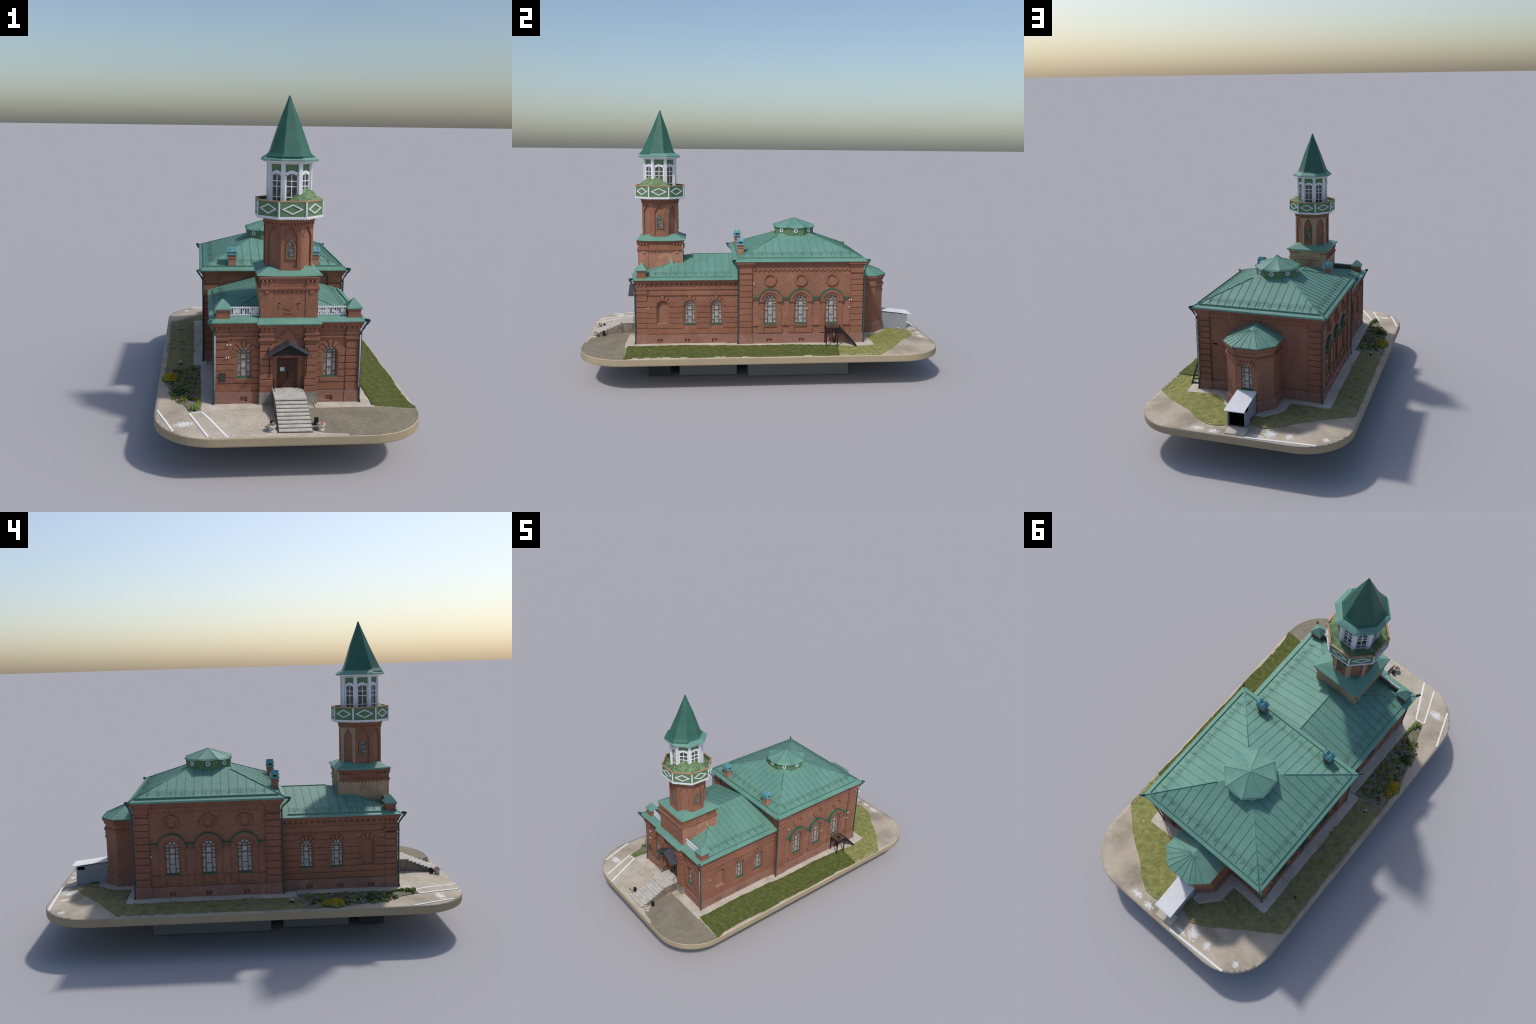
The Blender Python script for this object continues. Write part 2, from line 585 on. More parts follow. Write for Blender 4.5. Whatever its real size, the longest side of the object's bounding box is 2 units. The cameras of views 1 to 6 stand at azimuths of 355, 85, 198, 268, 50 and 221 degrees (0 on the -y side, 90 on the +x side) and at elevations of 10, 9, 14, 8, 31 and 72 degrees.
def patch(name, outline, mat, lift, step=0.03, rough=0.0, freq=60, edge_clip=0.003, skirt=0.02, wobble=0.0):
    """a piece of ground: outline cut to the slab, gridded, draped on the terrain, with a skirt"""
    bm = bmesh.new()
    pts = []
    n = len(outline)
    for i, p in enumerate(outline):
        q = outline[(i + 1) % n]
        L = math.hypot(q[0] - p[0], q[1] - p[1])
        k = max(1, int(L / 0.025)) if wobble else 1
        for j in range(k):
            t = j / k
            x, y = p[0] + (q[0] - p[0]) * t, p[1] + (q[1] - p[1]) * t
            if wobble:
                x += wobble * noise.noise(Vector((x * 30, y * 30, 1.7)))
                y += wobble * noise.noise(Vector((x * 30, y * 30, 8.2)))
            pts.append((x, y, 0))
    bm.faces.new([bm.verts.new(p) for p in pts])

    def cut(co, no, clear):
        g = bm.verts[:] + bm.edges[:] + bm.faces[:]
        bmesh.ops.bisect_plane(bm, geom=g, plane_co=co, plane_no=no, clear_outer=clear, dist=1e-6)
    o = slab_outline(edge_clip, 14)
    for i, p in enumerate(o):
        q = o[(i + 1) % len(o)]
        d = Vector((q[0] - p[0], q[1] - p[1], 0))
        if d.length > 1e-6:
            cut((p[0], p[1], 0), (d.y, -d.x, 0), True)
    xs = [v.co.x for v in bm.verts]
    ys = [v.co.y for v in bm.verts]
    x = math.floor(min(xs) / step) * step + step + 0.0013
    while x < max(xs):
        cut((x, 0, 0), (1, 0, 0), False)
        x += step
    y = math.floor(min(ys) / step) * step + step + 0.0013
    while y < max(ys):
        cut((0, y, 0), (0, 1, 0), False)
        y += step
    bmesh.ops.triangulate(bm, faces=bm.faces[:])
    bm.normal_update()
    for f in bm.faces:
        if f.normal.z < 0:
            f.normal_flip()
    for v in bm.verts:
        x, y = v.co.x, v.co.y
        z = ground(x, y) + lift
        if rough:
            z += rough * (noise.fractal(Vector((x * freq, y * freq, 0.3)), 0.8, 2.0, 4)
                          + 0.5 * noise.noise(Vector((x * freq * 0.2, y * freq * 0.2, 5))))
        v.co.z = z
    ed = [e for e in bm.edges if e.is_boundary]
    ex = bmesh.ops.extrude_edge_only(bm, edges=ed)
    for v in ex['geom']:
        if isinstance(v, bmesh.types.BMVert):
            v.co.z -= skirt
    bmesh.ops.recalc_face_normals(bm, faces=bm.faces)
    if sum(f.normal.z for f in bm.faces) < 0:
        bmesh.ops.reverse_faces(bm, faces=bm.faces)
    me = bpy.data.meshes.new(name)
    bm.to_mesh(me)
    bm.free()
    if rough:
        for p in me.polygons:
            p.use_smooth = True
    me.materials.append(mat)
    ob = bpy.data.objects.new(name, me)
    C.objects.link(ob)
    ob.parent = root
    return ob


# general asphalt top, then the laid pieces a little proud of it
patch('asphalt_yard', [(-.6, -1.1), (.6, -1.1), (.6, 1.1), (-.6, 1.1)], M['asphalt'], 0.0008, 0.02, 0.0006, 25, 0.0015)
patch('cobble_yard', [(-.357, -.757), (.075, -.757), (.075, -.95), (.12, -.975), (.215, -.985), (.215, -1.1), (-.215, -1.1)], M['paver'], 0.0028)
patch('cobble_yard', [(.075, -.757), (.60, -.745), (.6, -1.1), (.215, -1.1), (.215, -.985), (.12, -.975), (.075, -.95)], M['paver_shadow_tint'], 0.0028)
patch('cobble_strip', [(-.412, -.776), (-.360, -.768), (-.222, -1.08), (-.296, -1.08)], M['paver'], 0.0024)
lawn_step, lr = 0.0065, 0.0022
patch('lawn', [(.366, -.742), (.560, -.742), (.541, -.70), (.535, -.58), (.546, -.35), (.543, -.20), (.549, -.03), (.547, .25), (.553, .40),
               (.40, .42), (.385, .20), (.385, -.15), (.372, -.21), (.366, -.45)],
      M['lawn_green'], 0.0075, lawn_step, lr, 60, wobble=0.004)
patch('lawn', [(.40, .42), (.553, .40), (.560, .62), (.50, .67), (.4335, .731), (.37, .775), (.3038, .812), (.24, .87), (.165, .918), (.10, .918), (.056, .905), (.05, .77),
               (.15, .71), (.165, .655), (.23, .622), (.397, .622)],
      M['lawn_bright'], 0.003, lawn_step, lr * 1.3, 50, wobble=0.005)
patch('lawn', [(-.385, -.195), (-.39, .1), (-.395, .62), (-.19, .612), (-.186, .705), (-.105, .792), (-.058, .79), (-.055, .868), (-.13, .893), (-.215, .852),
               (-.32, .776), (-.43, .703), (-.535, .63), (-.532, .3), (-.530, -.22), (-.45, -.20)],
      M['lawn_dry'], 0.004, lawn_step, lr * 1.3, 45, wobble=0.005)
patch('flower_bed', [(-.362, -.205), (-.45, -.20), (-.530, -.22), (-.528, -.40), (-.50, -.50), (-.47, -.62), (-.425, -.70), (-.408, -.772), (-.362, -.765)],
      M['soil'], 0.003, 0.012, 0.0022, 60, wobble=0.005)
patch('concrete_walk', [(-.29, -.20), (-.363, -.20), (-.363, -.757), (-.358, -.766), (-.27, -.762), (-.135, -.765), (-.10, -.757), (-.10, -.67), (-.29, -.67)], M['walk'], 0.004)
patch('concrete_walk', [(.31, -.66), (.12, -.66), (.118, -.757), (.372, -.757), (.366, -.40), (.368, -.195), (.31, -.195)], M['walk'], 0.004)
patch('concrete_walk', [(-.33, -.194), (-.397, -.194), (-.397, .404), (-.33, .404)], M['walk'], 0.0045)
patch('concrete_walk', [(-.33, .408), (-.399, .408), (-.3985, .6125), (-.185, .6125), (-.183, .7065), (-.102, .7925), (-.056, .790), (-.056, .73), (-.11, .67), (-.11, .54), (-.33, .54)],
      M['walk'], 0.0045)
patch('concrete_walk', [(.33, -.19), (.375, -.20), (.405, -.165), (.398, -.09), (.392, .29), (.41, .50), (.397, .625), (.335, .585), (.33, .54)], M['walk'], 0.0045, wobble=0.003)
patch('concrete_walk', [(.335, .55), (.397, .627), (.23, .622), (.165, .66), (.150, .71), (.065, .775), (.055, .74), (.11, .67), (.11, .54)], M['walk'], 0.004)
patch('concrete_pad', [(-.066, .91), (.040, .91), (.040, .977), (-.063, .972)], M['walk'], 0.006)


def strip(name, p, q, w, mat, lift=0.0036, thick=0.003, seg=10):
    s = B()
    p, q = Vector(p), Vector(q)
    d = (q - p).normalized()
    nx, ny = -d.y * w / 2, d.x * w / 2
    rings = []
    for i in range(seg + 1):
        c = p + (q - p) * i / seg
        z = ground(c.x, c.y) + lift
        rings.append([(c.x + nx, c.y + ny, z), (c.x - nx, c.y - ny, z), (c.x - nx, c.y - ny, z - thick - .004), (c.x + nx, c.y + ny, z - thick - .004)])
    s.loft(rings)
    return s.build(name, mat, root)


for a, c, w in (((-.360, -.770), (-.259, -.994), .010), ((-.411, -.780), (-.336, -.984), .009), ((-.474, -.922), (-.546, -.715), .009),
                ((-.361, -.770), (-.411, -.779), .006), ((-.070, .984), (-.415, .969), .011)):
    strip('painted_line', a, c, w, M['paint'])
# kerb stones between lawn and road edge
for x, y0, y1, s in ((.543, -.70, .60, 1), (-.541, -.22, .60, -1)):
    y = y0
    kb = B()
    while y < y1:
        L = rng.uniform(.02, .05)
        if rng.random() < .4:
            xx = x + rng.uniform(-.003, .003)
            z = ground(xx, y)
            kb.box(xx - .0025, xx + .0025, y, y + L, z - .004, z + .006)
        y += L + .006
    kb.build('kerb_stone', M['kerb'], root)['kind'] = 'stuff'


def blob(bd, c, r, sub=2, amp=0.3, sq=0.8, freq=60, seed=0.0):
    bm = bmesh.new()
    bmesh.ops.create_icosphere(bm, subdivisions=sub, radius=1.0)
    vs = []
    for v in bm.verts:
        d = v.co.normalized()
        k = 1 + amp * noise.fractal(d * 2.6 + Vector((seed, c[0] * 40, c[1] * 40)), 0.7, 2.0, 4)
        vs.append((c[0] + d.x * r * k, c[1] + d.y * r * k, c[2] + d.z * r * k * sq))
    fs = [[v.index for v in f.verts] for f in bm.faces]
    bm.free()
    bd.raw(vs, fs, False)


# ------------------------------------------------------------------ prayer hall
HXW, HY0, HY1 = 0.3355, -0.118, 0.556        # wall faces
hall = B()
hall.box(-HXW + .012, HXW - .012, HY0, HY1 - .001, .185, .668)
FE, FW = Frame(pi / 2), Frame(-pi / 2)      # east (+x) wall: u=y ; west (-x) wall: u=-y
FN, FS = Frame(pi), Frame(0)                # rear (+y) wall: u=-x ; front (-y): u=x
WINY = (.0455, .2165, .390)
HW, HB, HT = .0335, .3195, .480
for F, s in ((FE, 1), (FW, -1)):
    panel(hall, F, min(s * HY0, s * HY1), max(s * HY0, s * HY1), .185, .668, HXW - .013, HXW, [(s * y, HW, HB, HT) for y in WINY])
hall.box(-HXW, HXW, HY1 - .012, HY1, .185, .668)
hall = hall.build('prayer_hall', M['brick'], root)

win_hall = window_meshes('hall_window', HW, HT - HB)
ROND = (.0415, .2155, .389)
for F, s in ((FE, 1), (FW, -1)):
    for i, (y, yr) in enumerate(zip(WINY, ROND)):
        place_window(win_hall, F, s * y, HXW, HB, hall)
        u = s * y
        # hood: two moulded arch orders with a green sheet capping
        h = B()
        zc = .449
        h.ring(F, u, zc, .034, .0475, HXW - .001, HXW + .007, 0, pi, 20)
        h.ring(F, u, zc, .0475, .0645, HXW - .001, HXW + .013, 0, pi, 20)
        for q in (-1, 1):
            c = u + q * .0505
            h.wbox(F, c - .0155, c + .0155, HXW - .001, HXW + .0125, .4435, .4495)
            h.wbox(F, c - .012, c + .012, HXW - .001, HXW + .0085, .4385, .4435)
        h.build('window_hood', M['trim'], hall)
        g = B()
        g.ring(F, u, zc, .0645, .0685, HXW - .001, HXW + .0165, 0, pi, 20)
        for q in (-1, 1):
            g.wbox(F, u + q * .0665 - .002, u + q * .0665 + .002, HXW - .001, HXW + .0165, .441, .450)
        g.build('hood_capping', M['green_metal'], hall)
        # jamb strips and apron panel
        j = B()
        for q in (-1, 1):
            c = u + q * .0505
            j.wbox(F, c - .0125, c + .0125, HXW - .001, HXW + .0045, .3135, .4386)
            c = u + q * .052
            j.wbox(F, c - .0155, c + .0155, HXW - .001, HXW + .0065, .266, .3075)
        j.wbox(F, u - .0366, u + .0366, HXW - .001, HXW + .0065, .3005, .3075)
        j.wbox(F, u - .0366, u + .0366, HXW - .001, HXW + .0065, .266, .2725)
        j.build('window_apron', M['trim'], hall)
        r = B()
        r.ring(F, s * yr, .5685, .0262, .0365, HXW - .001, HXW + .0095, seg=32)
        r.ring(F, s * yr, .5685, .0325, .0385, HXW - .001, HXW + .004, seg=32)
        r.build('roundel', M['trim'], hall)
    st = B()
    g = B()
    spans, cur = [], HY0 + .06
    for y in WINY:
        spans.append((cur, y - .0685))
        cur = y + .0685
    spans.append((cur, HY1 - .06))
    for a, c in spans:
        u0, u1 = sorted((s * a, s * c))
        st.wbox(F, u0, u1, HXW - .001, HXW + .008, .4565, .4655)
        st.wbox(F, u0, u1, HXW - .001, HXW + .005, .4515, .4565)
        g.wbox(F, u0, u1, HXW - .001, HXW + .012, .4656, .4695)
    u0, u1 = sorted((s * (HY0 + .06), s * (HY1 - .06)))
    st.wbox(F, u0, u1, HXW - .001, HXW + .009, .3076, .3134)
    st.build('string_course', M['trim'], hall)
    g.build('string_capping', M['green_metal'], hall)


def corbel_frieze(bd, F, u0, u1, n, z0, z1, pitch, tooth, drop, proud):
    """band with small hanging corbels under it"""
    bd.wbox(F, u0, u1, n - .001, n + proud, z0, z1)
    k = max(1, round((u1 - u0) / pitch))
    p = (u1 - u0) / k
    for i in range(k):
        c = u0 + p * (i + .5)
        bd.wbox(F, c - tooth / 2, c + tooth / 2, n - .001, n + proud, z0 - drop, z0)


def cornice(bd, F, u0, u1, n, steps):
    for z0, z1, pr in steps:
        bd.wbox(F, u0, u1, n - .001, n + pr, z0, z1)


cn = B()
HC = ((.642, .650, .005), (.650, .658, .009), (.658, .669, .015))
for F, a, c, n in ((FE, HY0, HY1, HXW), (FW, -HY1, -HY0, HXW), (FN, -HXW, HXW, HY1), (FS, -HXW, HXW, -HY0)):
    if F is not FS:
        corbel_frieze(cn, F, a + .058, c - .058, n, .624, .642, .0262, .0150, .0075, .0065)
    cornice(cn, F, a - .012, c + .012, n, HC)
cn.build('hall_cornice', M['trim'], hall)
pl = B()
for F, a, c, n, vents in ((FE, HY0, HY1, HXW, (.0405, .222, .395)), (FW, -HY1, -HY0, HXW, (-.0405, -.222, -.395)), (FN, -HXW, HXW, HY1, ())):
    cur = a
    for v in sorted(vents):
        pl.wbox(F, cur, v - .015, n - .001, n + .010, .185, .259)
        pl.wbox(F, v - .015, v + .015, n - .001, n + .010, .234, .259)
        pl.wbox(F, v - .015, v + .015, n - .001, n + .010, .185, .214)
        pl.wbox(F, v - .003, v + .003, n - .001, n + .006, .214, .234)
        cur = v + .015
    pl.wbox(F, cur, c, n - .001, n + .010, .185, .259)
pl.build('hall_plinth', M['plinth'], hall)


def post(x0, x1, y0, y1, z0, z1, joints, groove=.0032, inset=.0055, cap=(), plinth=None):
    """corner pier of stacked blocks with recessed joints"""
    p = B()
    cx, cy, hx, hy = (x0 + x1) / 2, (y0 + y1) / 2, (x1 - x0) / 2, (y1 - y0) / 2
    p.taper(cx, cy, z0, z1, hx - inset, hy - inset, hx - inset, hy - inset)
    zs = [z0] + list(joints) + [z1]
    for a, c in zip(zs[:-1], zs[1:]):
        a2, c2 = a + groove / 2, c - groove / 2
        e = .0012
        p.loft([[(cx - hx + k, cy - hy + k, z), (cx + hx - k, cy - hy + k, z), (cx + hx - k, cy + hy - k, z), (cx - hx + k, cy + hy - k, z)]
                for z, k in ((a2, e), (a2 + e, 0), (c2 - e, 0), (c2, e))])
    for a, c, pr in cap:
        p.taper(cx, cy, a, c, hx + pr, hy + pr, hx + pr, hy + pr)
    return p


JH = (.2986, .3333, .3700, .4050, .4391, .4714, .5040, .5356, .5675, .5985)
capH = ((.606, .612, .003), (.612, .6405, .0005), (.6405, .6495, .006), (.6495, .6575, .010), (.6575, .6692, .017))
for x0, x1 in ((-.3455, -.2755), (.2755, .3455)):
    for y0, y1 in ((-.128, -.058), (.496, .566)):
        post(x0, x1, y0, y1, .26, .606, JH, cap=capH).build('corner_pier', M['trim'], hall)
        q = B()
        q.taper((x0 + x1) / 2, (y0 + y1) / 2, .185, .262, .0395, .0395, .0385, .0385)
        q.build('pier_plinth', M['plinth'], hall)

# ------------------------------------------------------------------ hall roof
HRX, HR0, HR1, HRZ, HSL = .3685, -.1575, .588, .672, .412
RC = (0.0, .2155)
hr = B()


def hroof(x, y):
    """height of the pyramid roof"""
    d = min(HRX - abs(x), y - HR0, HR1 - y)
    return HRZ + .006 + HSL * d


def quad(x, y0, y1, z):
    return [(-x, y0, z), (x, y0, z), (x, y1, z), (-x, y1, z)]


hr.loft([quad(HRX - .02, HR0 + .02, HR1 - .02, HRZ - .004), quad(HRX - .002, HR0 + .002, HR1 - .002, HRZ - .003), quad(HRX, HR0, HR1, HRZ),
         quad(HRX - .002, HR0 + .002, HR1 - .002, HRZ + .006), quad(HRX - .30, HR0 + .30, HR1 - .30, hroof(0, HR0 + .30))])
hall_roof = hr.build('hall_roof', M['roof'], root)
sm = B()
gd = B()
W = HRX
cyh = (HR0 + HR1) / 2
Ly = (HR1 - HR0) / 2


def seam(bd, a, c, w=.0012, h=.0024):
    a, c = Vector(a), Vector(c)
    bd.bar(a + Vector((0, 0, h * .2)), c + Vector((0, 0, h * .2)), w, h)


for side in range(4):
    half = Ly if side % 2 == 0 else W
    k = int(half / .0425)
    for i in range(-k, k + 1):
        u = (i + .5) * .0425 + rng.uniform(-.0015, .0015)
        if abs(u) > half - .02:
            continue
        top = min(half - abs(u), .262)
        e0, e1 = .030, top
        if e1 < e0 + .005:
            continue
        pts = []
        for e in (e0, e1):
            if side == 0:
                x, y = W - e, cyh + u
            elif side == 2:
                x, y = -W + e, cyh + u
            elif side == 1:
                x, y = u, HR1 - e
            else:
                x, y = u, HR0 + e
            pts.append((x, y, HRZ + .006 + HSL * e))
        seam(sm, *pts)
    # raised gutter lip and snow guard rails
    for e, w, h, bd in ((.024, .003, .008, sm), (.062, .0009, .0009, gd), (.074, .0009, .0009, gd)):
        z = HRZ + .006 + HSL * e + (.002 if bd is sm else .007)
        lim = half - e - .01
        ends = []
        for u in (-lim, lim):
            if side == 0:
                ends.append((W - e, cyh + u, z))
            elif side == 2:
                ends.append((-W + e, cyh + u, z))
            elif side == 1:
                ends.append((u, HR1 - e, z))
            else:
                ends.append((u, HR0 + e, z))
        bd.bar(ends[0], ends[1], w, h)
    n = int((half - .09) / .055)
    for i in range(-n, n + 1):
        u = i * .055 + .004
        for du, e in ((.008, .045), (-.002, .045)):
            P = []
            for uu, ee, dz in ((u, .070, .0075), (u + du, e, .001)):
                z = HRZ + .006 + HSL * ee + dz
                P.append({0: (W - ee, cyh + uu, z), 2: (-W + ee, cyh + uu, z), 1: (uu, HR1 - ee, z), 3: (uu, HR0 + ee, z)}[side])
            gd.bar(P[0], P[1], .0008)
o = sm.build('roof_seam', M['seam'], hall_roof)
o['kind'] = 'stuff'
o = gd.build('snow_guard', M['guard'], hall_roof)
o['kind'] = 'stuff'
hp = B()
for sx in (-1, 1):
    for y0, sy in ((HR0, 1), (HR1, -1)):
        a = (sx * (HRX - .004), y0 + sy * .004, HRZ + .0085)
        c = (sx * (HRX - .26), y0 + sy * .26, HRZ + .0075 + HSL * .26)
        hp.tube([a, c], .0022, 6)
hp.build('hip_ridge', M['roof'], hall_roof)


def octagon(cx, cy, ap, z, n=8, ph=pi / 8):
    r = ap / math.cos(pi / n)
    return [(cx + r * math.cos(ph + 2 * pi * i / n), cy + r * math.sin(ph + 2 * pi * i / n), z) for i in range(n)]


# cupola
cx, cy = 0.0, .212
cu = B()
cu.loft([octagon(cx, cy, .112, .76), octagon(cx, cy, .1105, .812), octagon(cx, cy, .114, .8305)])
cupola = cu.build('cupola', M['para'], root)
cr = B()


def scallop(ap, z, dz, m=48):
    """octagon ring with eaves that rise at the corners"""
    pts = []
    for i in range(m):
        a = 2 * pi * i / m + pi / 8
        q = ((a - pi / 8) % (pi / 4)) - pi / 8
        r = ap / math.cos(q)
        pts.append((cx + r * math.cos(a), cy + r * math.sin(a), z + dz * (q / (pi / 8)) ** 2))
    return pts


cr.loft([scallop(.1145, .8255, .006), scallop(.119, .826, .007), scallop(.1195, .829, .007), scallop(.112, .8365, .005), scallop(.06, .859, .001), scallop(.012, .878, 0), scallop(.003, .8835, 0)])
cr.build('cupola_roof', M['roof'], cupola)
for i in range(8):
    a = 2 * pi * i / 8
    F = Frame(a + pi / 2, cx, cy)
    cs = B()
    c0 = (cx + .119 / math.cos(pi / 8) * math.cos(a + pi / 8), cy + .119 / math.cos(pi / 8) * math.sin(a + pi / 8), .8385)
    cs.bar(c0, (cx, cy, .882), .0022, .0022)
    cs.build('roof_seam', M['seam'], cupola)
    q = B()
    q.ring(F, 0, .813, .0066, .0118, .108, .1155, seg=20)
    q.build('porthole_ring', M['white'], cupola)
    q = B()
    q.prism(F, [(.007 * math.cos(2 * pi * k / 16), .813 + .007 * math.sin(2 * pi * k / 16)) for k in range(16)], .108, .1128)
    q.build('porthole_glass', M['darkpane'], cupola)

# chimneys
for sx in (-1, 1):
    x, y = sx * .2065, -.114
    c = B()
    c.taper(x, y, .67, .735, .0215, .0185, .0175, .0148)
    c.taper(x, y, .728, .738, .022, .019, .023, .020)
    c.taper(x, y, .738, .756, .017, .014, .017, .014)
    ch = c.build('chimney', M['pinkbrick'], root)
    c = B()
    c.taper(x, y, .7465, .754, .027, .0225, .0265, .022)
    c.taper(x, y, .754, .766, .0215, .018, .0215, .018)
    for t in (-1, 1):       # twin gabled hood
        c.loft([[(x - .025, y + t * .001, .766), (x - .025, y + t * .0235, .764), (x - .022, y + t * .011, .7835)],
                [(x + .025, y + t * .001, .766), (x + .025, y + t * .0235, .764), (x + .022, y + t * .011, .7835)]])
    c.loft([[(x - .0245, y - .02, .765), (x - .001, y - .02, .765), (x - .012, y - .018, .784)], [(x - .0245, y + .02, .765), (x - .001, y + .02, .765), (x - .012, y + .018, .784)]])
    c.loft([[(x + .0245, y - .02, .765), (x + .001, y - .02, .765), (x + .012, y - .018, .784)], [(x + .0245, y + .02, .765), (x + .001, y + .02, .765), (x + .012, y + .018, .784)]])
    c.build('chimney_cap', M['blue_cap'], ch)
    c = B()
    c.box(x - .0222, x + .0222, y - .008, y + .008, .7565, .763)
    c.build('chimney_flue_opening', M['void'], ch)

# ------------------------------------------------------------------ front wing (nave)
NX, NXH = .005, .303            # centre, half width of wall face
NF, NB = -.688, -.12            # front wall face, back
NWB, NWT, NHW = .3175, .4485, .0288
NW = B()
NW.box(NX - NXH + .012, NX + NXH - .012, NF + .012, NB, .185, .556)
NWINY = (-.401, -.253)
NICHE = (-.5502, .0298, .319, .449)
FEn, FWn, FSn = Frame(pi / 2, NX, 0), Frame(-pi / 2, NX, 0), Frame(0, 0, 0)
for F, s in ((FEn, 1), (FWn, -1)):
    a, c = sorted((s * NF, s * NB))
    panel(NW, F, a, c, .185, .556, NXH - .013, NXH, [(s * y, NHW, NWB, NWT) for y in NWINY] + [(s * NICHE[0],) + NICHE[1:]])
FWX = (-.181, .1865)
DOOR = (.005, .0465, .2, .43)
panel(NW, FSn, NX - NXH, -.06, .185, .556, -NF - .013, -NF, [(FWX[0], .0287, .3225, .4535)])
panel(NW, FSn, .07, NX + NXH, .185, .556, -NF - .013, -NF, [(FWX[1], .0287, .3225, .4535)])
NW.wbox(FSn, -.06, -.0415, -NF - .013, -NF, .185, .556)
NW.wbox(FSn, .0515, .07, -NF - .013, -NF, .185, .556)
NW.wbox(FSn, -.0415, .0515, -NF - .013, -NF, .408, .556)
nave = NW.build('entrance_wing', M['brick'], root)
win_nave = window_meshes('wing_window', NHW, NWT - NWB)
JN = (.2908, .3207, .3513, .3790, .4129, .4517)


def courses(bd, F, u0, u1, n, holes, proud=.005, g=.0036, top=.4517, zs=None):
    """banded rustication between openings"""
    zs = zs or ([.259] + [z for z in JN if z <= top + .001])
    for a, c in zip(zs[:-1], zs[1:]):
        segs, cur = [], u0
        for uc, hw, zb, zt in sorted(holes):
            if zb < c - .002 and zt - hw * .2 > a:
                segs.append((cur, uc - hw - .006))
                cur = uc + hw + .006
        segs.append((cur, u1))
        for p, q in segs:
            if q - p > .003:
                bd.wbox(F, p, q, n - .001, n + proud, a + g / 2, c - g / 2)


def voussoirs(bd, F, uc, hw, zb, zt, n, k=7, L=.026, pr=.0064):
    """fan of wedge bricks round an arch head, with springer blocks"""
    zs = zt - hw
    for i in range(k):
        a = pi * (i + .5) / k
        da = pi / k * .40
        big = L * (1.15 if i == k // 2 else 1.0)
        poly = [(uc + r * math.cos(t), zs + r * math.sin(t)) for r, t in ((hw + .002, a - da), (hw + big, a - da * .9), (hw + big, a + da * .9), (hw + .002, a + da))]
        bd.prism(F, poly, n - .001, n + pr)


for F, s in ((FEn, 1), (FWn, -1)):
    holes = [(s * y, NHW, NWB, NWT) for y in NWINY] + [(s * NICHE[0],) + NICHE[1:]]
    for y in NWINY:
        place_window(win_nave, F, s * y, NXH, NWB, nave)
    d = B()
    a, c = sorted((s * (NF + .052), s * NB))
    courses(d, F, a, c, NXH, [(u, hw, zb, zt) for u, hw, zb, zt in holes])
    for h in holes:
        voussoirs(d, F, h[0], h[1], h[2], h[3], NXH)
    d.build('wall_courses', M['trim'], nave)
    e = B()
    a, c = sorted((s * (NF + .0), s * NB))
    cornice(e, F, a, c, NXH, ((.4795, .4855, .007), (.4855, .4895, .0035), (.512, .5185, .006), (.5185, .536, .0035), (.548, .557, .013), (.557, .564, .018)))
    k = 21
    for i in range(k):
        u = a + (c - a) * (i + .5) / k
        e.wbox(F, u - .006, u + .006, NXH - .001, NXH + .0095, .5365, .548)
        e.wbox(F, u - .004, u + .004, NXH - .001, NXH + .007, .531, .5365)
    e.build('wing_cornice', M['trim'], nave)
    p = B()
    vents = sorted((s * -.565, s * -.415, s * -.264))
    cur = a
    for v in vents:
        p.wbox(F, cur, v - .015, NXH - .001, NXH + .0085, .185, .257)
        p.wbox(F, v - .015, v + .015, NXH - .001, NXH + .0085, .232, .257)
        p.wbox(F, v - .015, v + .015, NXH - .001, NXH + .0085, .185, .213)
        p.wbox(F, v - .003, v + .003, NXH - .001, NXH + .005, .213, .232)
        cur = v + .015
    p.wbox(F, cur, c, NXH - .001, NXH + .0085, .185, .257)
    p.build('wing_plinth', M['plinth'], nave)

# front face
win_front = window_meshes('front_window', .0287, .131)
nF = -NF
d, e, p = B(), B(), B()
for (u0, u1), uw in (((NX - NXH + .05, -.108), FWX[0]), ((.122, NX + NXH - .05), FWX[1])):
    place_window(win_front, FSn, uw, nF, .3225, nave)
    h = (uw, .0287, .3225, .4535)
    courses(d, FSn, u0, u1, nF, [h], zs=[.26, .2945, .320, .352, .381, .412, .4517])
    voussoirs(d, FSn, *h, nF)
    d.wbox(FSn, uw - .040, uw + .040, nF - .001, nF + .007, .3005, .3175)
    cornice(e, FSn, u0, u1, nF, ((.494, .501, .007), (.515, .520, .006), (.548, .557, .013), (.557, .566, .018)))
    k = 5
    for i in range(k):
        u = u0 + (u1 - u0) * (i + .5) / k
        e.wbox(FSn, u - .006, u + .006, nF - .001, nF + .010, .534, .548)
    # stepped frame above the window
    d.wbox(FSn, uw - .052, uw - .040, nF - .001, nF + .004, .482, .494)
    d.wbox(FSn, uw + .040, uw + .052, nF - .001, nF + .004, .482, .494)
    p.wbox(FSn, u0, uw - .015, nF - .001, nF + .0085, .185, .259)
    p.wbox(FSn, uw + .015, u1, nF - .001, nF + .0085, .185, .259)
    p.wbox(FSn, uw - .015, uw + .015, nF - .001, nF + .0085, .238, .259)
    p.wbox(FSn, uw - .015, uw + .015, nF - .001, nF + .0085, .185, .215)
d.build('wall_courses', M['trim'], nave)
e.build('wing_cornice', M['trim'], nave)
p.build('wing_plinth', M['plinth'], nave)
JP = (.2945, .322, .352, .381, .412, .445, .478)
capN = ((.485, .491, .003), (.491, .498, .006), (.512, .518, .005), (.5475, .557, .009), (.557, .5655, .013))
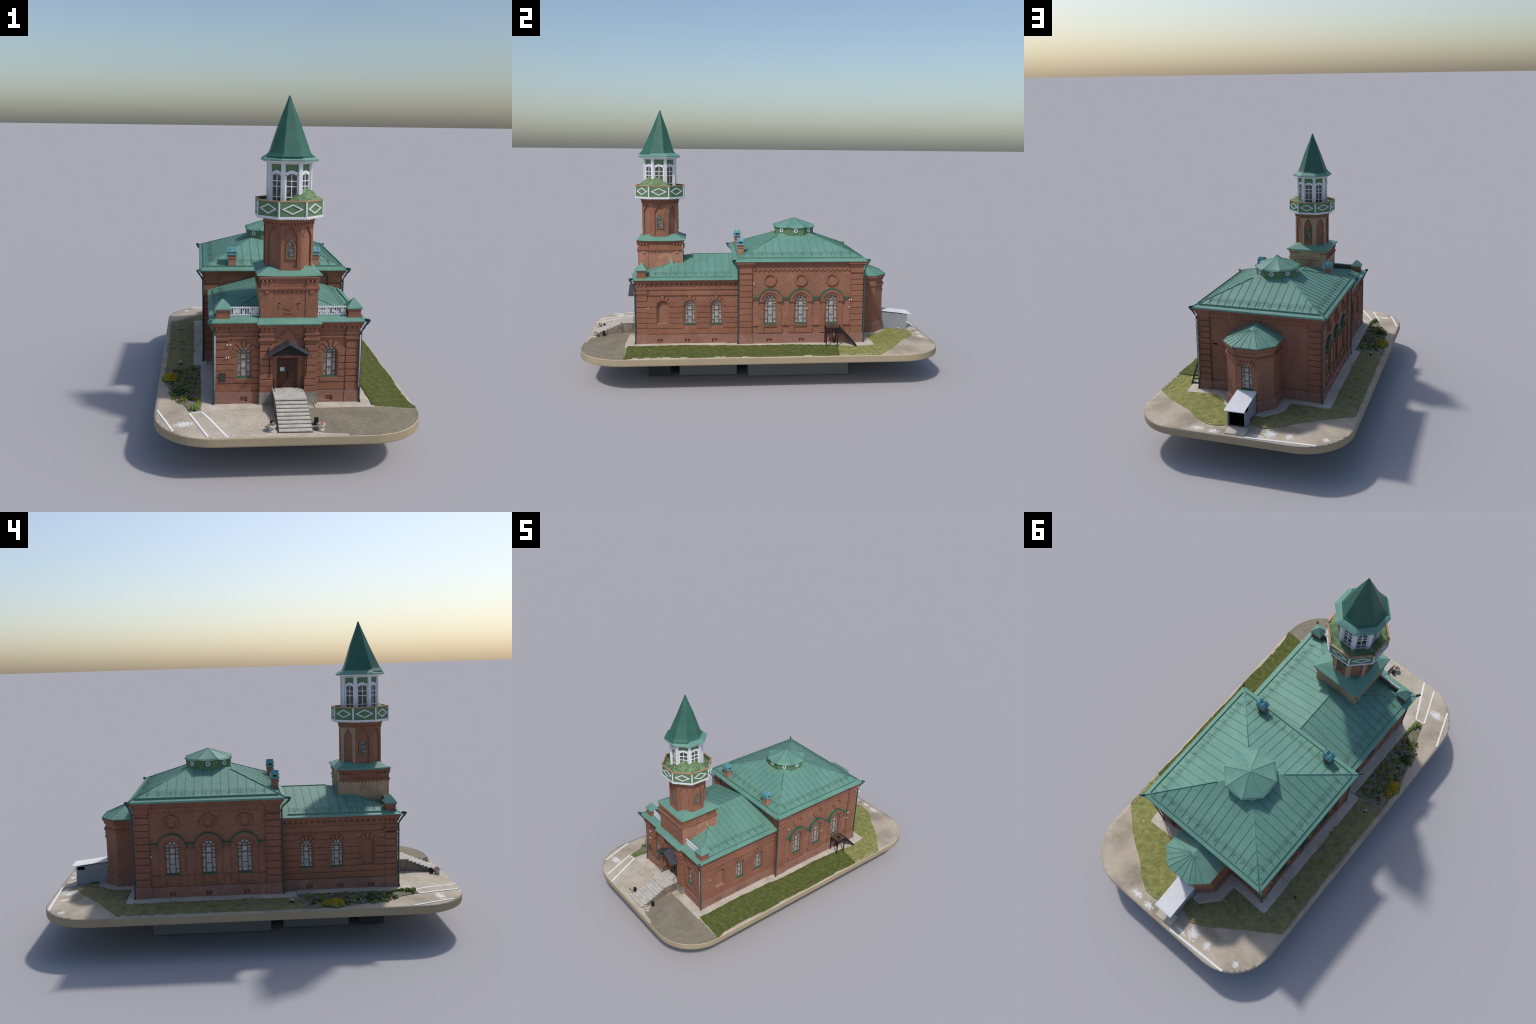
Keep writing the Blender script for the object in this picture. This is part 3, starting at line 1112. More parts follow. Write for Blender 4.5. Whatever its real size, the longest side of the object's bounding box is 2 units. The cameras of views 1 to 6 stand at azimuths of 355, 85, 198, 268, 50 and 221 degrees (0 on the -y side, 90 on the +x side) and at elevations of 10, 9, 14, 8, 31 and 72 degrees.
for x0, x1 in ((-.305, -.246), (.255, .314)):
    post(x0, x1, -.696, -.636, .258, .5475, JP, cap=capN).build('corner_pier', M['trim'], nave)
    q = B()
    q.taper((x0 + x1) / 2, -.666, .185, .260, .0335, .0335, .0325, .0325)
    q.build('pier_plinth', M['plinth'], nave)
    t = B()
    for i in range(3):
        u = x0 + (x1 - x0) * (i + .5) / 3
        t.wbox(FSn, u - .005, u + .005, .69, .7035, .533, .5478)
        yv = -.696 + .06 * (i + .5) / 3
        Fh, un, nn = (FEn, yv, x1 - NX) if x1 > 0 else (FWn, -yv, NX - x0)
        t.wbox(Fh, un - .005, un + .005, nn - .005, nn + .0075, .533, .5478)
    t.build('pier_dentil', M['trim'], nave)
q = B()
q.wbox(FSn, -.2871, -.2585, .694, .699, .305, .344)
q.build('wall_plaque', M['plaque'], nave)

# ------------------------------------------------------------------ wing roof (hipped at the front)
ex0, ex1, ey0, ey1 = -.328, .338, -.7195, -.120
ez, rz = .567, .6665
nr = B()
rs = (rz - ez - .004) / (ex1 - NX)
yr = ey0 + (ex1 - NX) - .005       # where the hip reaches the ridge
vs = [(ex0, ey0, ez), (ex1, ey0, ez), (ex1, ey1, ez), (ex0, ey1, ez), (ex0, ey0, ez + .004), (ex1, ey0, ez + .004), (ex1, ey1, ez + .004), (ex0, ey1, ez + .004), (NX, yr, rz), (NX, ey1, rz)]
nr.raw(vs, [(3, 2, 1, 0), (0, 1, 5, 4), (1, 2, 6, 5), (3, 0, 4, 7), (2, 3, 7, 9, 6), (4, 5, 8), (5, 6, 9, 8), (7, 4, 8, 9)])
nave_roof = nr.build('wing_roof', M['roof'], root)
sm, gd = B(), B()
for s in (-1, 1):
    ee = ex1 if s > 0 else ex0
    y = ey0 + .045
    while y < -.165:
        x1 = NX
        if y < yr:
            x1 = ee - s * (y - ey0)
        a = (ee - s * .030, y, ez + .004 + rs * .030)
        if abs(x1 - ee) > .04:
            seam(sm, a, (x1, y, ez + .004 + rs * abs(x1 - ee)))
        y += .0415
    sm.bar((ee - s * .026, ey0 + .055, ez + .006 + rs * .026), (ee - s * .026, -.165, ez + .006 + rs * .026), .003, .007)
    for e2 in (.066, .078):
        z = ez + .011 + rs * e2
        gd.bar((ee - s * e2, ey0 + .12, z), (ee - s * e2, -.17, z), .0009)
    y = ey0 + .13
    while y < -.17:
        gd.bar((ee - s * .072, y, ez + .011 + rs * .072), (ee - s * .045, y + .010, ez + .004 + rs * .045), .001)
        gd.bar((ee - s * .072, y, ez + .011 + rs * .072), (ee - s * .045, y - .002, ez + .004 + rs * .045), .001)
        y += .055
    hpb = B()
    hpb.tube([(ee - s * .004, ey0 + .004, ez + .005), (NX + s * .125, yr - .125, rz - rs * .125)], .002, 6)
    hpb.build('hip_ridge', M['roof'], nave_roof)
for x in [i * .042 + .02 for i in range(-8, 8)]:
    d2 = min(x - ex0, ex1 - x) - .004
    if abs(x - NX) > .135 and d2 > .10:
        seam(sm, (x, ey0 + .07, ez + .004 + rs * .07), (x, ey0 + d2, ez + .004 + rs * d2))
sm.bar((NX, yr, rz + .001), (NX, -.16, rz + .001), .004, .004)
sm.build('roof_seam', M['seam'], nave_roof)['kind'] = 'stuff'
gd.build('snow_guard', M['guard'], nave_roof)['kind'] = 'stuff'
# small roof vent by the tower, +x side
q = B()
q.loft([[(.122, -.515, .615), (.158, -.515, .615), (.158, -.495, .615), (.122, -.495, .615)], [(.122, -.512, .640), (.146, -.512, .640), (.146, -.498, .640), (.122, -.498, .640)],
        [(.122, -.508, .653), (.139, -.508, .651), (.139, -.502, .651), (.122, -.502, .653)]])
q.build('roof_vent', M['roof'], nave_roof)
# eave projection in front of the tower
q = B()
q.loft([[(-.128, -.731, .560), (.141, -.731, .560), (.141, -.69, .560), (-.128, -.69, .560)], [(-.130, -.733, .565), (.143, -.733, .565), (.143, -.69, .572), (-.130, -.69, .572)],
        [(-.120, -.706, .580), (.133, -.706, .580), (.133, -.69, .583), (-.120, -.69, .583)]])
q.build('porch_eave', M['roof'], nave_roof)

# corner pedestals with caps, railing between
for x0, x1 in ((-.301, -.240), (.2565, .3185)):
    xc, yc = (x0 + x1) / 2, -.664
    q = B()
    q.taper(xc, yc, .565, .590, .0305, .0275, .0300, .027)
    q.taper(xc, yc, .590, .609, .0265, .024, .0265, .024)
    q.taper(xc, yc, .609, .6165, .0295, .027, .0295, .027)
    o = q.build('parapet_pedestal', M['trim'], root)
    q = B()
    q.loft([[(xc + a * sx, yc + c * sy, z) for sx, sy in ((-1, -1), (1, -1), (1, 1), (-1, 1))] for a, c, z in
            ((.0315, .0285, .6165), (.0335, .0305, .618), (.0325, .0295, .6235), (.0165, .015, .6430), (.003, .003, .6580), (.001, .001, .6587))])
    q.build('pedestal_cap', M['roof'], o)
for u0, u1 in ((-.240, -.116), (.130, .2565)):
    q = B()
    q.box(u0, u1, -.668, -.661, .570, .6195)
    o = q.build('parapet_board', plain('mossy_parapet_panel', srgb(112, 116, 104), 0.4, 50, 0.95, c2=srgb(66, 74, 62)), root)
    q = B()
    q.box(u0, u1, -.673, -.667, .6185, .6235)
    q.box(u0, u1, -.673, -.667, .588, .5925)
    n = 13
    for i in range(n):
        u = u0 + (u1 - u0) * (i + .5) / n
        q.box(u - .0016, u + .0016, -.672, -.6675, .576, .6265)
    for i in range(n - 1):
        u = u0 + (u1 - u0) * (i + 1) / n
        if rng.random() < .7:
            q.box(u - .0025, u + .0025, -.6715, -.6677, .5935 + rng.uniform(0, .006), .612 + rng.uniform(-.006, .005))
    q.build('railing', M['white'], o)

# ------------------------------------------------------------------ tower base
TX, TY, TH = .0070, -.5695, .1205
tw = B()
tw.taper(TX, TY, .555, .752, TH - .004, TH + .001, TH - .004, TH + .001)
# front lower bay with two giant piers
tw.box(TX - TH + .004, TX + TH - .004, -.700, -.68, .41, .575)
tower = tw.build('tower_base', M['brick'], root)
for x0, x1 in ((-.1145, -.0605), (.0755, .1295)):
    pp = post(x0, x1, -.713, -.66, .258, .556, (.288, .317, .347, .378, .409, .440, .470), cap=((.484, .490, .003), (.490, .4985, .007), (.514, .520, .005), (.546, .556, .008), (.556, .566, .012)))
    pp.build('portal_pier', M['trim'], tower)
    q = B()
    q.taper((x0 + x1) / 2, -.687, .185, .2605, .0295, .0285, .029, .028)
    q.build('pier_footing', M['stone'], tower)
    t = B()
    for i in range(3):
        u = x0 + (x1 - x0) * (i + .5) / 3
        t.wbox(FSn, u - .0045, u + .0045, .705, .7195, .533, .5462)
    t.build('pier_dentil', M['trim'], tower)
# stepped gable moulding over the door
q = B()
for x, z in ((.050, .487), (.036, .500), (.022, .5135)):
    for s in (-1, 1):
        q.wbox(FSn, TX + s * x - .008, TX + s * x + .008, .699, .7055, z, z + .006)
        q.wbox(FSn, TX + s * (x - .007) - .0015, TX + s * (x - .007) + .0015, .699, .705, z, z + .0135)
q.wbox(FSn, TX - .016, TX + .016, .699, .7055, .527, .533)
q.build('stepped_moulding', M['trim'], tower)
# upper stage: corner strips, string course, dentils
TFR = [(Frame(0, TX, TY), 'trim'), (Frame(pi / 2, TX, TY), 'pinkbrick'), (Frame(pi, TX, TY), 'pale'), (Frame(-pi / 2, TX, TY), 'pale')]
for F, mm in TFR:
    n = (TH + .001) if F.heading in (0, pi) else TH - .004
    q, up = B(), B()
    for a, c in ((-TH, -TH + .052), (TH - .052, TH)):
        q.wbox(F, a, c, n - .001, n + .005, .556, .700)
        up.wbox(F, a, c, n - .001, n + .0062, .712, .7365)
        u = (a + c) / 2
        q.wbox(F, u - .008, u + .008, n - .001, n + .010, .6885, .700)
        for i in range(3):
            u = a + (c - a) * (i + .5) / 3
            up.wbox(F, u - .0045, u + .0045, n - .001, n + .0125, .7365, .746)
    q.wbox(F, -TH + .052, TH - .052, n - .001, n + .0025, .556, .694)
    k = 7
    for i in range(k):
        u = (-TH + .055) + (2 * TH - .11) * (i + .5) / k
        q.wbox(F, u - .0055, u + .0055, n - .001, n + .0075, .694, .7005)
    up.wbox(F, -TH + .052, TH - .052, n - .001, n + .003, .712, .745)
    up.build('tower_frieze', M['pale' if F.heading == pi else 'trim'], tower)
    if F.heading == 0:      # raised ornaments on the front panel
        q.wbox(F, -.020, .020, n, n + .005, .600, .605)
        q.prism(F, [(-.022, .626), (0, .612), (.022, .626), (.018, .628), (0, .6165), (-.018, .628)], n, n + .005)
        for s in (-1, 1):
            q.wbox(F, s * .041 - .003, s * .041 + .003, n, n + .005, .624, .646)
            q.wbox(F, s * .038 - .006, s * .038 + .006, n, n + .005, .642, .648)
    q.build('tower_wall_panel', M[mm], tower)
    q = B()
    q.wbox(F, -TH - .004, TH + .004, n - .001, n + .009, .7005, .707)
    q.wbox(F, -TH - .006, TH + .006, n - .001, n + .012, .707, .712)
    q.wbox(F, -TH - .004, TH + .004, n - .001, n + .010, .746, .753)
    q.wbox(F, -TH - .007, TH + .007, n - .001, n + .0135, .753, .759)
    q.build('tower_string_course', M['pale' if F.heading == pi else 'trim'], tower)
# tower skirt roof
q = B()


def sq(h, z, lift=0.0, m=5):
    pts = []
    for i in range(4):
        a = [(-1, -1), (1, -1), (1, 1), (-1, 1)][i]
        c = [(-1, -1), (1, -1), (1, 1), (-1, 1)][(i + 1) % 4]
        for j in range(m * 2):
            t = j / (m * 2)
            e = abs(2 * t - 1)
            pts.append((TX + h * (a[0] + (c[0] - a[0]) * t), TY + .004 + h * (a[1] + (c[1] - a[1]) * t), z + lift * e ** 3))
    return pts


q.loft([sq(.120, .7595), sq(.136, .7585, .004), sq(.1375, .7615, .004), sq(.135, .766, .004), sq(.120, .7735, .001), sq(.096, .787), sq(.08, .793)])
q.build('tower_skirt_roof', M['roof'], tower)

# ------------------------------------------------------------------ minaret shaft
MX, MY, MA = .0115, -.5730, .1012
sh = B()
side_w = MA * math.tan(pi / 8)
NH, NZ0, NZ1 = .0265, .790, .963
core_ap = MA - .006
sh.loft([octagon(MX, MY, core_ap, .75), octagon(MX, MY, core_ap, .99)])
shaft = sh.build('minaret_shaft', M['brick'], root)
wfr, wpn = B(), B()
out, inn = arch(0, .0225, .827, .915, 12, True), arch(0, .0150, .8345, .906, 12, True)
rings = [[(o2[0], 0.0, o2[1]), (o2[0], -.006, o2[1]), (i2[0], -.006, i2[1]), (i2[0], 0.0, i2[1])] for o2, i2 in zip(out, inn)]
wfr.loft(rings + [rings[0]], cap=False)
for z in (.857, .8785):
    wfr.wbox(WORLD, -.0152, .0152, -.001, .0048, z - .0016, z + .0016)
wpn.prism(WORLD, arch(0, .0158, .834, .907, 12, True), -.001, .0022)
wfr, wpn = mesh_of(wfr, 'shaft_window_frame', M['tanwood']), mesh_of(wpn, 'shaft_window_pane', M['darkpane'])
for i in range(8):
    hd = i * pi / 4
    F = Frame(hd, MX, MY)
    q = B()
    w = side_w + .0002
    panel(q, F, -w, w, .76, .985, core_ap - .001, MA, [(0, NH, NZ0, NZ1)], True)
    # thin raised roll round the niche
    o1, i1 = arch(0, NH + .0035, NZ0 + .02, NZ1 + .006, 12, True)[1:], arch(0, NH, NZ0 + .02, NZ1, 12, True)[1:]
    rg = [[F.p(a[0], MA - .001, a[1]), F.p(a[0], MA + .0022, a[1]), F.p(c[0], MA + .0022, c[1]), F.p(c[0], MA - .001, c[1])] for a, c in zip(o1, i1)]
    q.loft(rg)
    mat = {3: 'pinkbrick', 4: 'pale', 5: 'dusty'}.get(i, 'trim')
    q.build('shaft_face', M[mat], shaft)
    if i % 2 == 0:
        x, y, z = F.p(0, core_ap, 0)
        put(wfr, 'shaft_window_frame', shaft, (x, y, 0), hd)
        put(wpn, 'shaft_window_pane', shaft, (x, y, 0), hd)
q = B()
for a, c, z0, z1 in ((.1035, .1035, .764, .776), (.1045, .1045, .967, .972), (.106, .107, .979, .985), (.108, .110, .985, .992), (.1115, .113, .992, 1.0)):
    q.loft([octagon(MX, MY, a, z0), octagon(MX, MY, c, z1)])
q.build('shaft_corbel', M['trim'], shaft)
q = B()
for i in range(40):
    a = 2 * pi * i / 40
    qq = ((a) % (pi / 4)) - pi / 8
    hd = round((a - pi / 8) / (pi / 4)) * (pi / 4)
for i in range(8):
    F = Frame(i * pi / 4, MX, MY)
    for k in range(6):
        u = -side_w + 2 * side_w * (k + .5) / 6
        q.wbox(F, u - .0035, u + .0035, MA - .001, MA + .0035, .972, .979)
q.build('corbel_tooth', M['trim'], shaft)

# ------------------------------------------------------------------ balcony
PA = .1362
q = B()
q.loft([octagon(MX, MY, .10, 1.000), octagon(MX, MY, PA - .003, 1.000), octagon(MX, MY, PA - .003, 1.016), octagon(MX, MY, .10, 1.016)])
balcony = q.build('balcony', M['para'], root)
pw = PA * math.tan(pi / 8)
for i in range(8):
    F = Frame(i * pi / 4, MX, MY)
    q = B()
    q.wbox(F, -pw, pw, PA - .005, PA, 1.006, 1.071)
    q.build('parapet_panel', M['para'], balcony)
    q = B()
    q.wbox(F, -pw - .002, pw + .002, PA - .004, PA + .0035, 1.000, 1.009)
    for k in range(9):
        u = -pw + 2 * pw * (k + .5) / 9
        q.wbox(F, u - .004, u + .004, PA - .003, PA + .002, .9965, 1.001)
    q.wbox(F, -pw - .0005, -pw + .0035, PA - .001, PA + .0025, 1.009, 1.068)
    q.wbox(F, pw - .0035, pw + .0005, PA - .001, PA + .0025, 1.009, 1.068)
    zc, a, h, t = 1.0395, .0455, .0215, .0055
    dm = [(-a, zc), (0, zc - h), (a, zc), (0, zc + h)]
    di = [(-a + t * 2.2, zc), (0, zc - h + t), (a - t * 2.2, zc), (0, zc + h - t)]
    rg = [[F.p(o2[0], PA - .001, o2[1]), F.p(o2[0], PA + .0025, o2[1]), F.p(i2[0], PA + .0025, i2[1]), F.p(i2[0], PA - .001, i2[1])] for o2, i2 in zip(dm, di)]
    q.loft(rg + [rg[0]], cap=False)
    q.build('parapet_ornament', M['white'], balcony)
    q = B()
    q.wbox(F, -pw - .001, pw + .001, PA - .0065, PA + .0015, 1.069, 1.074)
    q.build('parapet_rail', M['copper'], balcony)
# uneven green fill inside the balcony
q = B()
m, lv = 64, 7
rings = []
for j in range(lv):
    t = j / (lv - 1)
    ring = []
    for i in range(m):
        a = 2 * pi * i / m
        qd = ((a + pi / 8) % (pi / 4)) - pi / 8
        r = (.080 + (.1325 - .080) * t) / math.cos(qd)
        side = max(0.0, math.cos(a - math.radians(-28)))         # heaped on the +x / -y side
        zin = 1.056 + .066 * side ** 1.2
        zout = 1.052 + .019 * side ** 0.6
        z = zin + (zout - zin) * t + .007 * noise.noise(Vector((math.cos(a) * 5, math.sin(a) * 5, t * 3)))
        ring.append((MX + r * math.cos(a), MY + r * math.sin(a), z))
    rings.append(ring)
low = [[(p[0], p[1], 1.012) for p in rings[-1]], [(p[0], p[1], 1.012) for p in rings[0]]]
q.loft(rings + low + [rings[0]], cap=False, smooth=True)
q.build('balcony_floor', M['para_in'], balcony)

# ------------------------------------------------------------------ lantern
LA = .0865
q = B()
q.loft([octagon(MX, MY, LA - .007, 1.01), octagon(MX, MY, LA - .007, 1.228)])
lantern = q.build('lantern', M['lanternpane'], root)
lw = LA * math.tan(pi / 8)
Rc = LA / math.cos(pi / 8)
for i in range(8):
    F = Frame(i * pi / 4, MX, MY)
    q = B()
    q.wbox(F, -lw + .006, lw - .006, LA - .008, LA - .003, 1.190, 1.226)
    q.build('lantern_frieze_panel', M['para'], lantern)
    q = B()
    iw, z0, z1 = .0215, 1.062, 1.180
    # white surround with a low pointed head
    head = [(-lw, 1.012), (lw, 1.012), (lw, 1.180), (lw - .008, 1.187), (0, 1.1965), (-lw + .008, 1.187), (-lw, 1.180)]
    q.wbox(F, -lw, -iw, LA - .009, LA - .001, 1.012, 1.176)
    q.wbox(F, iw, lw, LA - .009, LA - .001, 1.012, 1.176)
    q.wbox(F, -iw, iw, LA - .009, LA - .001, 1.012, z0)
    q.prism(F, [(-lw + .004, 1.176), (-iw, 1.172), (0, 1.182), (iw, 1.172), (lw - .004, 1.176), (lw - .004, 1.184), (0, 1.195), (-lw + .004, 1.184)], LA - .009, LA - .001)
    q.wbox(F, -.0018, .0018, LA - .008, LA - .003, z0, 1.182)
    for z in (1.084, 1.1275, 1.150):
        q.wbox(F, -iw, iw, LA - .008, LA - .0028, z - .0018, z + .0018)
    q.build('lantern_window', M['white'], lantern)
    a = i * pi / 4 - pi / 2 + pi / 8
    px, py = MX + Rc * math.cos(a), MY + Rc * math.sin(a)
    q = B()
    Fp = Frame(a + pi / 2, px, py)
    q.wbox(Fp, -.0085, .0085, -.006, .0035, 1.012, 1.228)
    q.build('lantern_post', M['white'], lantern)
q = B()
q.loft([octagon(MX, MY, LA - .001, 1.2185), octagon(MX, MY, LA + .006, 1.2245), octagon(MX, MY, .112, 1.2275), octagon(MX, MY, .1145, 1.2325), octagon(MX, MY, .10, 1.234)])
q.build('lantern_soffit', M['white'], lantern)
q = B()
q.box(-.086, -.078, -.60, -.592, 1.178, 1.187)
q.build('loudspeaker', M['white'], lantern)

# ------------------------------------------------------------------ spire
TIP = (.0075, -.5685)
q = B()
prof = [(.112, 1.2325), (.1165, 1.2335), (.1172, 1.2375), (.108, 1.246), (.096, 1.2535)]
q.loft([octagon(.0105, -.5755, a, z) for a, z in prof] + [octagon(.0105, -.5755, .06, 1.262)])
q2 = B()
p2 = [(.100, 1.250), (.0925, 1.2555), (.0845, 1.265), (.0795, 1.278), (.0645, 1.325), (.0450, 1.383), (.0250, 1.436), (.0125, 1.468), (.006, 1.487), (.0035, 1.495), (.001, 1.4978)]
rg = []
for a, z in p2:
    t = max(0, (z - 1.26) / (1.4977 - 1.26))
    k = 1 - min(1, t / .5)                  # foot of the spire bulges toward -y
    cy0 = -.5745 - .009 * k + (TIP[1] + .5745) * t ** 2
    rg.append([(x, cy0 + (y - cy0) * (1 + .07 * k), zz) for x, y, zz in octagon(.0095 + (TIP[0] - .0095) * t, cy0, a, z)])
q2.loft(rg)
spire = q2.build('spire', M['spire'], root)
q.build('spire_eave', M['roof'], spire)

# ------------------------------------------------------------------ apse at the rear
AX = .004
plan = [(-.127, .55), (.127, .55), (.127, .686), (.060, .748), (-.060, .748), (-.127, .686)]


def aplan(k, z, dy=0.0):
    """apse plan grown outward by k"""
    t = k * .45
    return [(AX + (-.127 - k), .55, z), (AX + .127 + k, .55, z), (AX + .127 + k, .686 + t, z), (AX + .060 + t, .748 + k, z), (AX - .060 - t, .748 + k, z), (AX - .127 - k, .686 + t, z)]


q = B()
q.loft([aplan(-.012, .185), aplan(-.012, .542)])
FA = Frame(pi, AX, 0)
panel(q, FA, -.060, .060, .185, .542, .735, .748, [(.002, .0285, .324, .4665)])
for s in (-1, 1):
    a, c = (s * .060, .748), (s * .127, .686)
    ai, ci = (s * .056, .735), (s * .115, .680)
    q.loft([[(AX + p[0], p[1], z) for p in (a, c, ci, ai)] for z in (.185, .542)])
    q.loft([[(AX + p[0], p[1], z) for p in (c, (s * .127, .55), (s * .115, .55), ci)] for z in (.185, .542)])
apse = q.build('apse', M['brick'], root)
q = B()
q.loft([aplan(.0, .185), aplan(.008, .185), aplan(.008, .262), aplan(.006, .266), aplan(0, .266)], cap=False)
q.build('apse_plinth', M['plinth'], apse)
q = B()
for k, z0, z1 in ((.004, .480, .486), (.0075, .486, .495), (.004, .495, .500), (.006, .522, .529), (.010, .529, .536), (.0145, .536, .545)):
    q.loft([aplan(-.005, z0), aplan(k, z0), aplan(k, z1), aplan(-.005, z1)], cap=False)
k = 7
for i in range(k):
    u = -.058 + .116 * (i + .5) / k
    q.wbox(FA, u - .005, u + .005, .747, .7545, .514, .522)
voussoirs(q, FA, .002, .0285, .324, .4665, .748, L=.022)
q.build('apse_moulding', M['trim'], apse)
win_apse = window_meshes('apse_window', .0285, .1425)
place_window(win_apse, FA, .002, .748, .324, apse)
q = B()
eave = aplan(.0155, .5475)
eave2 = aplan(.0155, .5525)
ap1, ap2 = (AX, .632, .612), (AX, .55, .622)
n = len(eave)
vs = eave + eave2 + [ap1, ap2]
fs = [tuple(range(n))] + [(i, (i + 1) % n, n + (i + 1) % n, n + i) for i in range(n)]
fs += [(n + 1, n + 2, 2 * n, 2 * n + 1), (n + 2, n + 3, 2 * n), (n + 3, n + 4, 2 * n), (n + 4, n + 5, 2 * n), (n + 5, n + 0, 2 * n + 1, 2 * n), (n + 0, n + 1, 2 * n + 1)]
q.raw(vs, fs)
ar = q.build('apse_roof', M['roof'], apse)
q = B()
for i in range(1, 5):
    a, c = Vector(eave2[i if i > 1 else 2]), Vector(eave2[i + 1 if i < 5 else 0])
for a, c in ((eave2[2], eave2[3]), (eave2[3], eave2[4]), (eave2[4], eave2[5])):
    for t in (0.0, .33, .67):
        p = Vector(a).lerp(Vector(c), t)
        q.bar(p + Vector((0, 0, .0008)), Vector(ap1).lerp(p, .12) + Vector((0, 0, .0008)), .002, .002)
for s in (-1, 1):
    for y in (.59, .64):
        q.bar((AX + s * .142, y, .5535), (AX + s * .02, y, .604), .002, .002)
q.build('roof_seam', M['seam'], apse)['kind'] = 'stuff'

# ------------------------------------------------------------------ cellar shed behind the apse
q = B()
for s in (-1, 1):
    zs = []
    n = 17
    poly = []
    for i in range(n * 2 + 1):
        z = .190 + (.2915 - .190) * i / (n * 2)
        poly.append((s * (.0455 + (.0018 if i % 2 else 0.0)), z))
    pts = poly + [(s * .043, .2915), (s * .043, .190)]
    q.loft([[(x, y, z + (.020 if (z > .28 and y < .8) else 0)) for x, z in pts] for y in (.735, .9135)])
shed = q.build('cellar_shed', M['shed'], root)
q = B()
q.box(-.0432, .0432, .735, .893, .190, .2905)
q.build('shed_interior', M['void'], shed)
q = B()
q.wbox(Frame(-pi / 2), -.905, -.870, .0445, .0480, .276, .2925)
q.build('shed_gap', M['void'], shed)
q = B()
q.box(-.0498, -.0462, .80, .84, .195, .208)
q.build('rusty_beam', M['rust'], shed)
q = B()
rings = []
n = 54
for i in range(n + 1):
    t = i / n
    y = .742 + (.940 - .742) * t
    z = .3185 - .0235 * t + (.0016 if i % 2 else 0)
    if t > .97:
        z -= .002
    rings.append([(-.0525, y, z - .003), (.0525, y, z - .003), (.0525, y, z), (-.0525, y, z)])
q.loft(rings)
q.build('shed_roof', M['shedroof'], shed)

# ------------------------------------------------------------------ entrance: door, canopy, steps
q = B()
q.wbox(FSn, -.0415, .0515, .676, .681, .25, .409)
door = q.build('door_frame', M['brownwood'], root)
for s in (-1, 1):
    u0, u1 = (.0055, .0445) if s > 0 else (-.0345, .0045)
    q = B()
    q.wbox(FSn, u0, u1, .680, .6835, .262, .402)
    for z0, z1 in ((.268, .288), (.292, .312), (.318, .395)):
        q.wbox(FSn, u0 + .006, u1 - .006, .683, .6848, z0, z1)
    q.build('door_leaf', M['door'], door)
q = B()
q.wbox(FSn, .0065, .009, .684, .6885, .315, .342)
q.build('door_handle', M['black'], door)
q = B()
q.wbox(FSn, -.026, -.007, .6845, .6856, .345, .362)
q.build('door_notice', M['paper'], door)
q = B()
q.prism(FSn, [(-.035, .409), (.045, .409), (.005, .4275)], .69, .702)
q.build('door_pediment', M['trim'], door)

q = B()
kx, ky0, ky1, kz0, kz1 = .004, -.700, -.760, .4345, .488
for s in (-1, 1):
    q.loft([[(kx, y, kz1), (kx + s * .0915, y, kz0 + .002), (kx + s * .0915, y, kz0 - .003), (kx, y, kz1 - .006)] for y in (ky0, ky1)])
canopy = q.build('porch_canopy', M['canopy'], root)
q = B()
q.prism(FSn, [(kx - .084, .435), (kx, .481), (kx + .084, .435), (kx + .07, .431), (kx, .436), (kx - .07, .431)], .70, .748)
for i in range(-6, 7):
    u = kx + i * .011
    q.bar((u, -.7490, .445 + .004 * (6 - abs(i)) * .9), (u + .008 * (1 if i < 0 else -1), -.7490, .452 + .0035 * (6 - abs(i))), .0012)
q.build('canopy_fretwork', M['black'], canopy)
q = B()
for s in (-1, 1):
    q.bar((kx + s * .080, -.702, .437), (kx + s * .080, -.748, .437), .004)
    q.tube([(kx + s * .082, -.716, .46), (kx + s * .079, -.7165, .40), (kx + s * .076, -.7165, .33)], .0018, 6)
q.build('canopy_bracket', M['black'], canopy)

q = B()
sx0, sx1 = -.058, .0705
q.box(sx0, sx1, -.812, -.69, .19, .268)
n = 8
z0, z1, ya, yb = .199, .268, -.970, -.812
for i in range(n):
    zt = z1 - (z1 - z0) * (i + 1) / (n + .5)
    y0 = yb - (yb - ya) * (i + 1) / n
    w = .002 * (i + 1) / n
    q.box(sx0 - w - .001 + rng.uniform(-.001, .001), sx1 + w + .002 + rng.uniform(-.001, .002), y0, -.80, .188, zt - .0035)
stairs = q.build('stair_body', M['stepdark'], root)
for i in range(n):
    zt = z1 - (z1 - z0) * (i + 1) / (n + .5)
    y0 = yb - (yb - ya) * (i + 1) / n
    q = B()
    q.box(sx0 - .001, sx1 + .003, y0 - .002, y0 + (yb - ya) / n + .001, zt - .004, zt)
    q.build('stair_tread', M['step'], stairs)
q = B()
q.box(sx0 - .002, sx1 + .002, -.814, -.688, .2655, .2715)
q.build('stair_landing', M['step'], stairs)
q = B()
for s, x in ((-1, sx0 + .004), (1, sx1 - .004)):
    q.tube([(x, -.705, .27), (x - s * .002, -.705, .318)], .0022, 6)
    q.tube([(x, -.735, .27), (x, -.735, .30), (x - s * .002, -.707, .318)], .0014, 6)
q.build('stair_handrail', M['black'], stairs)

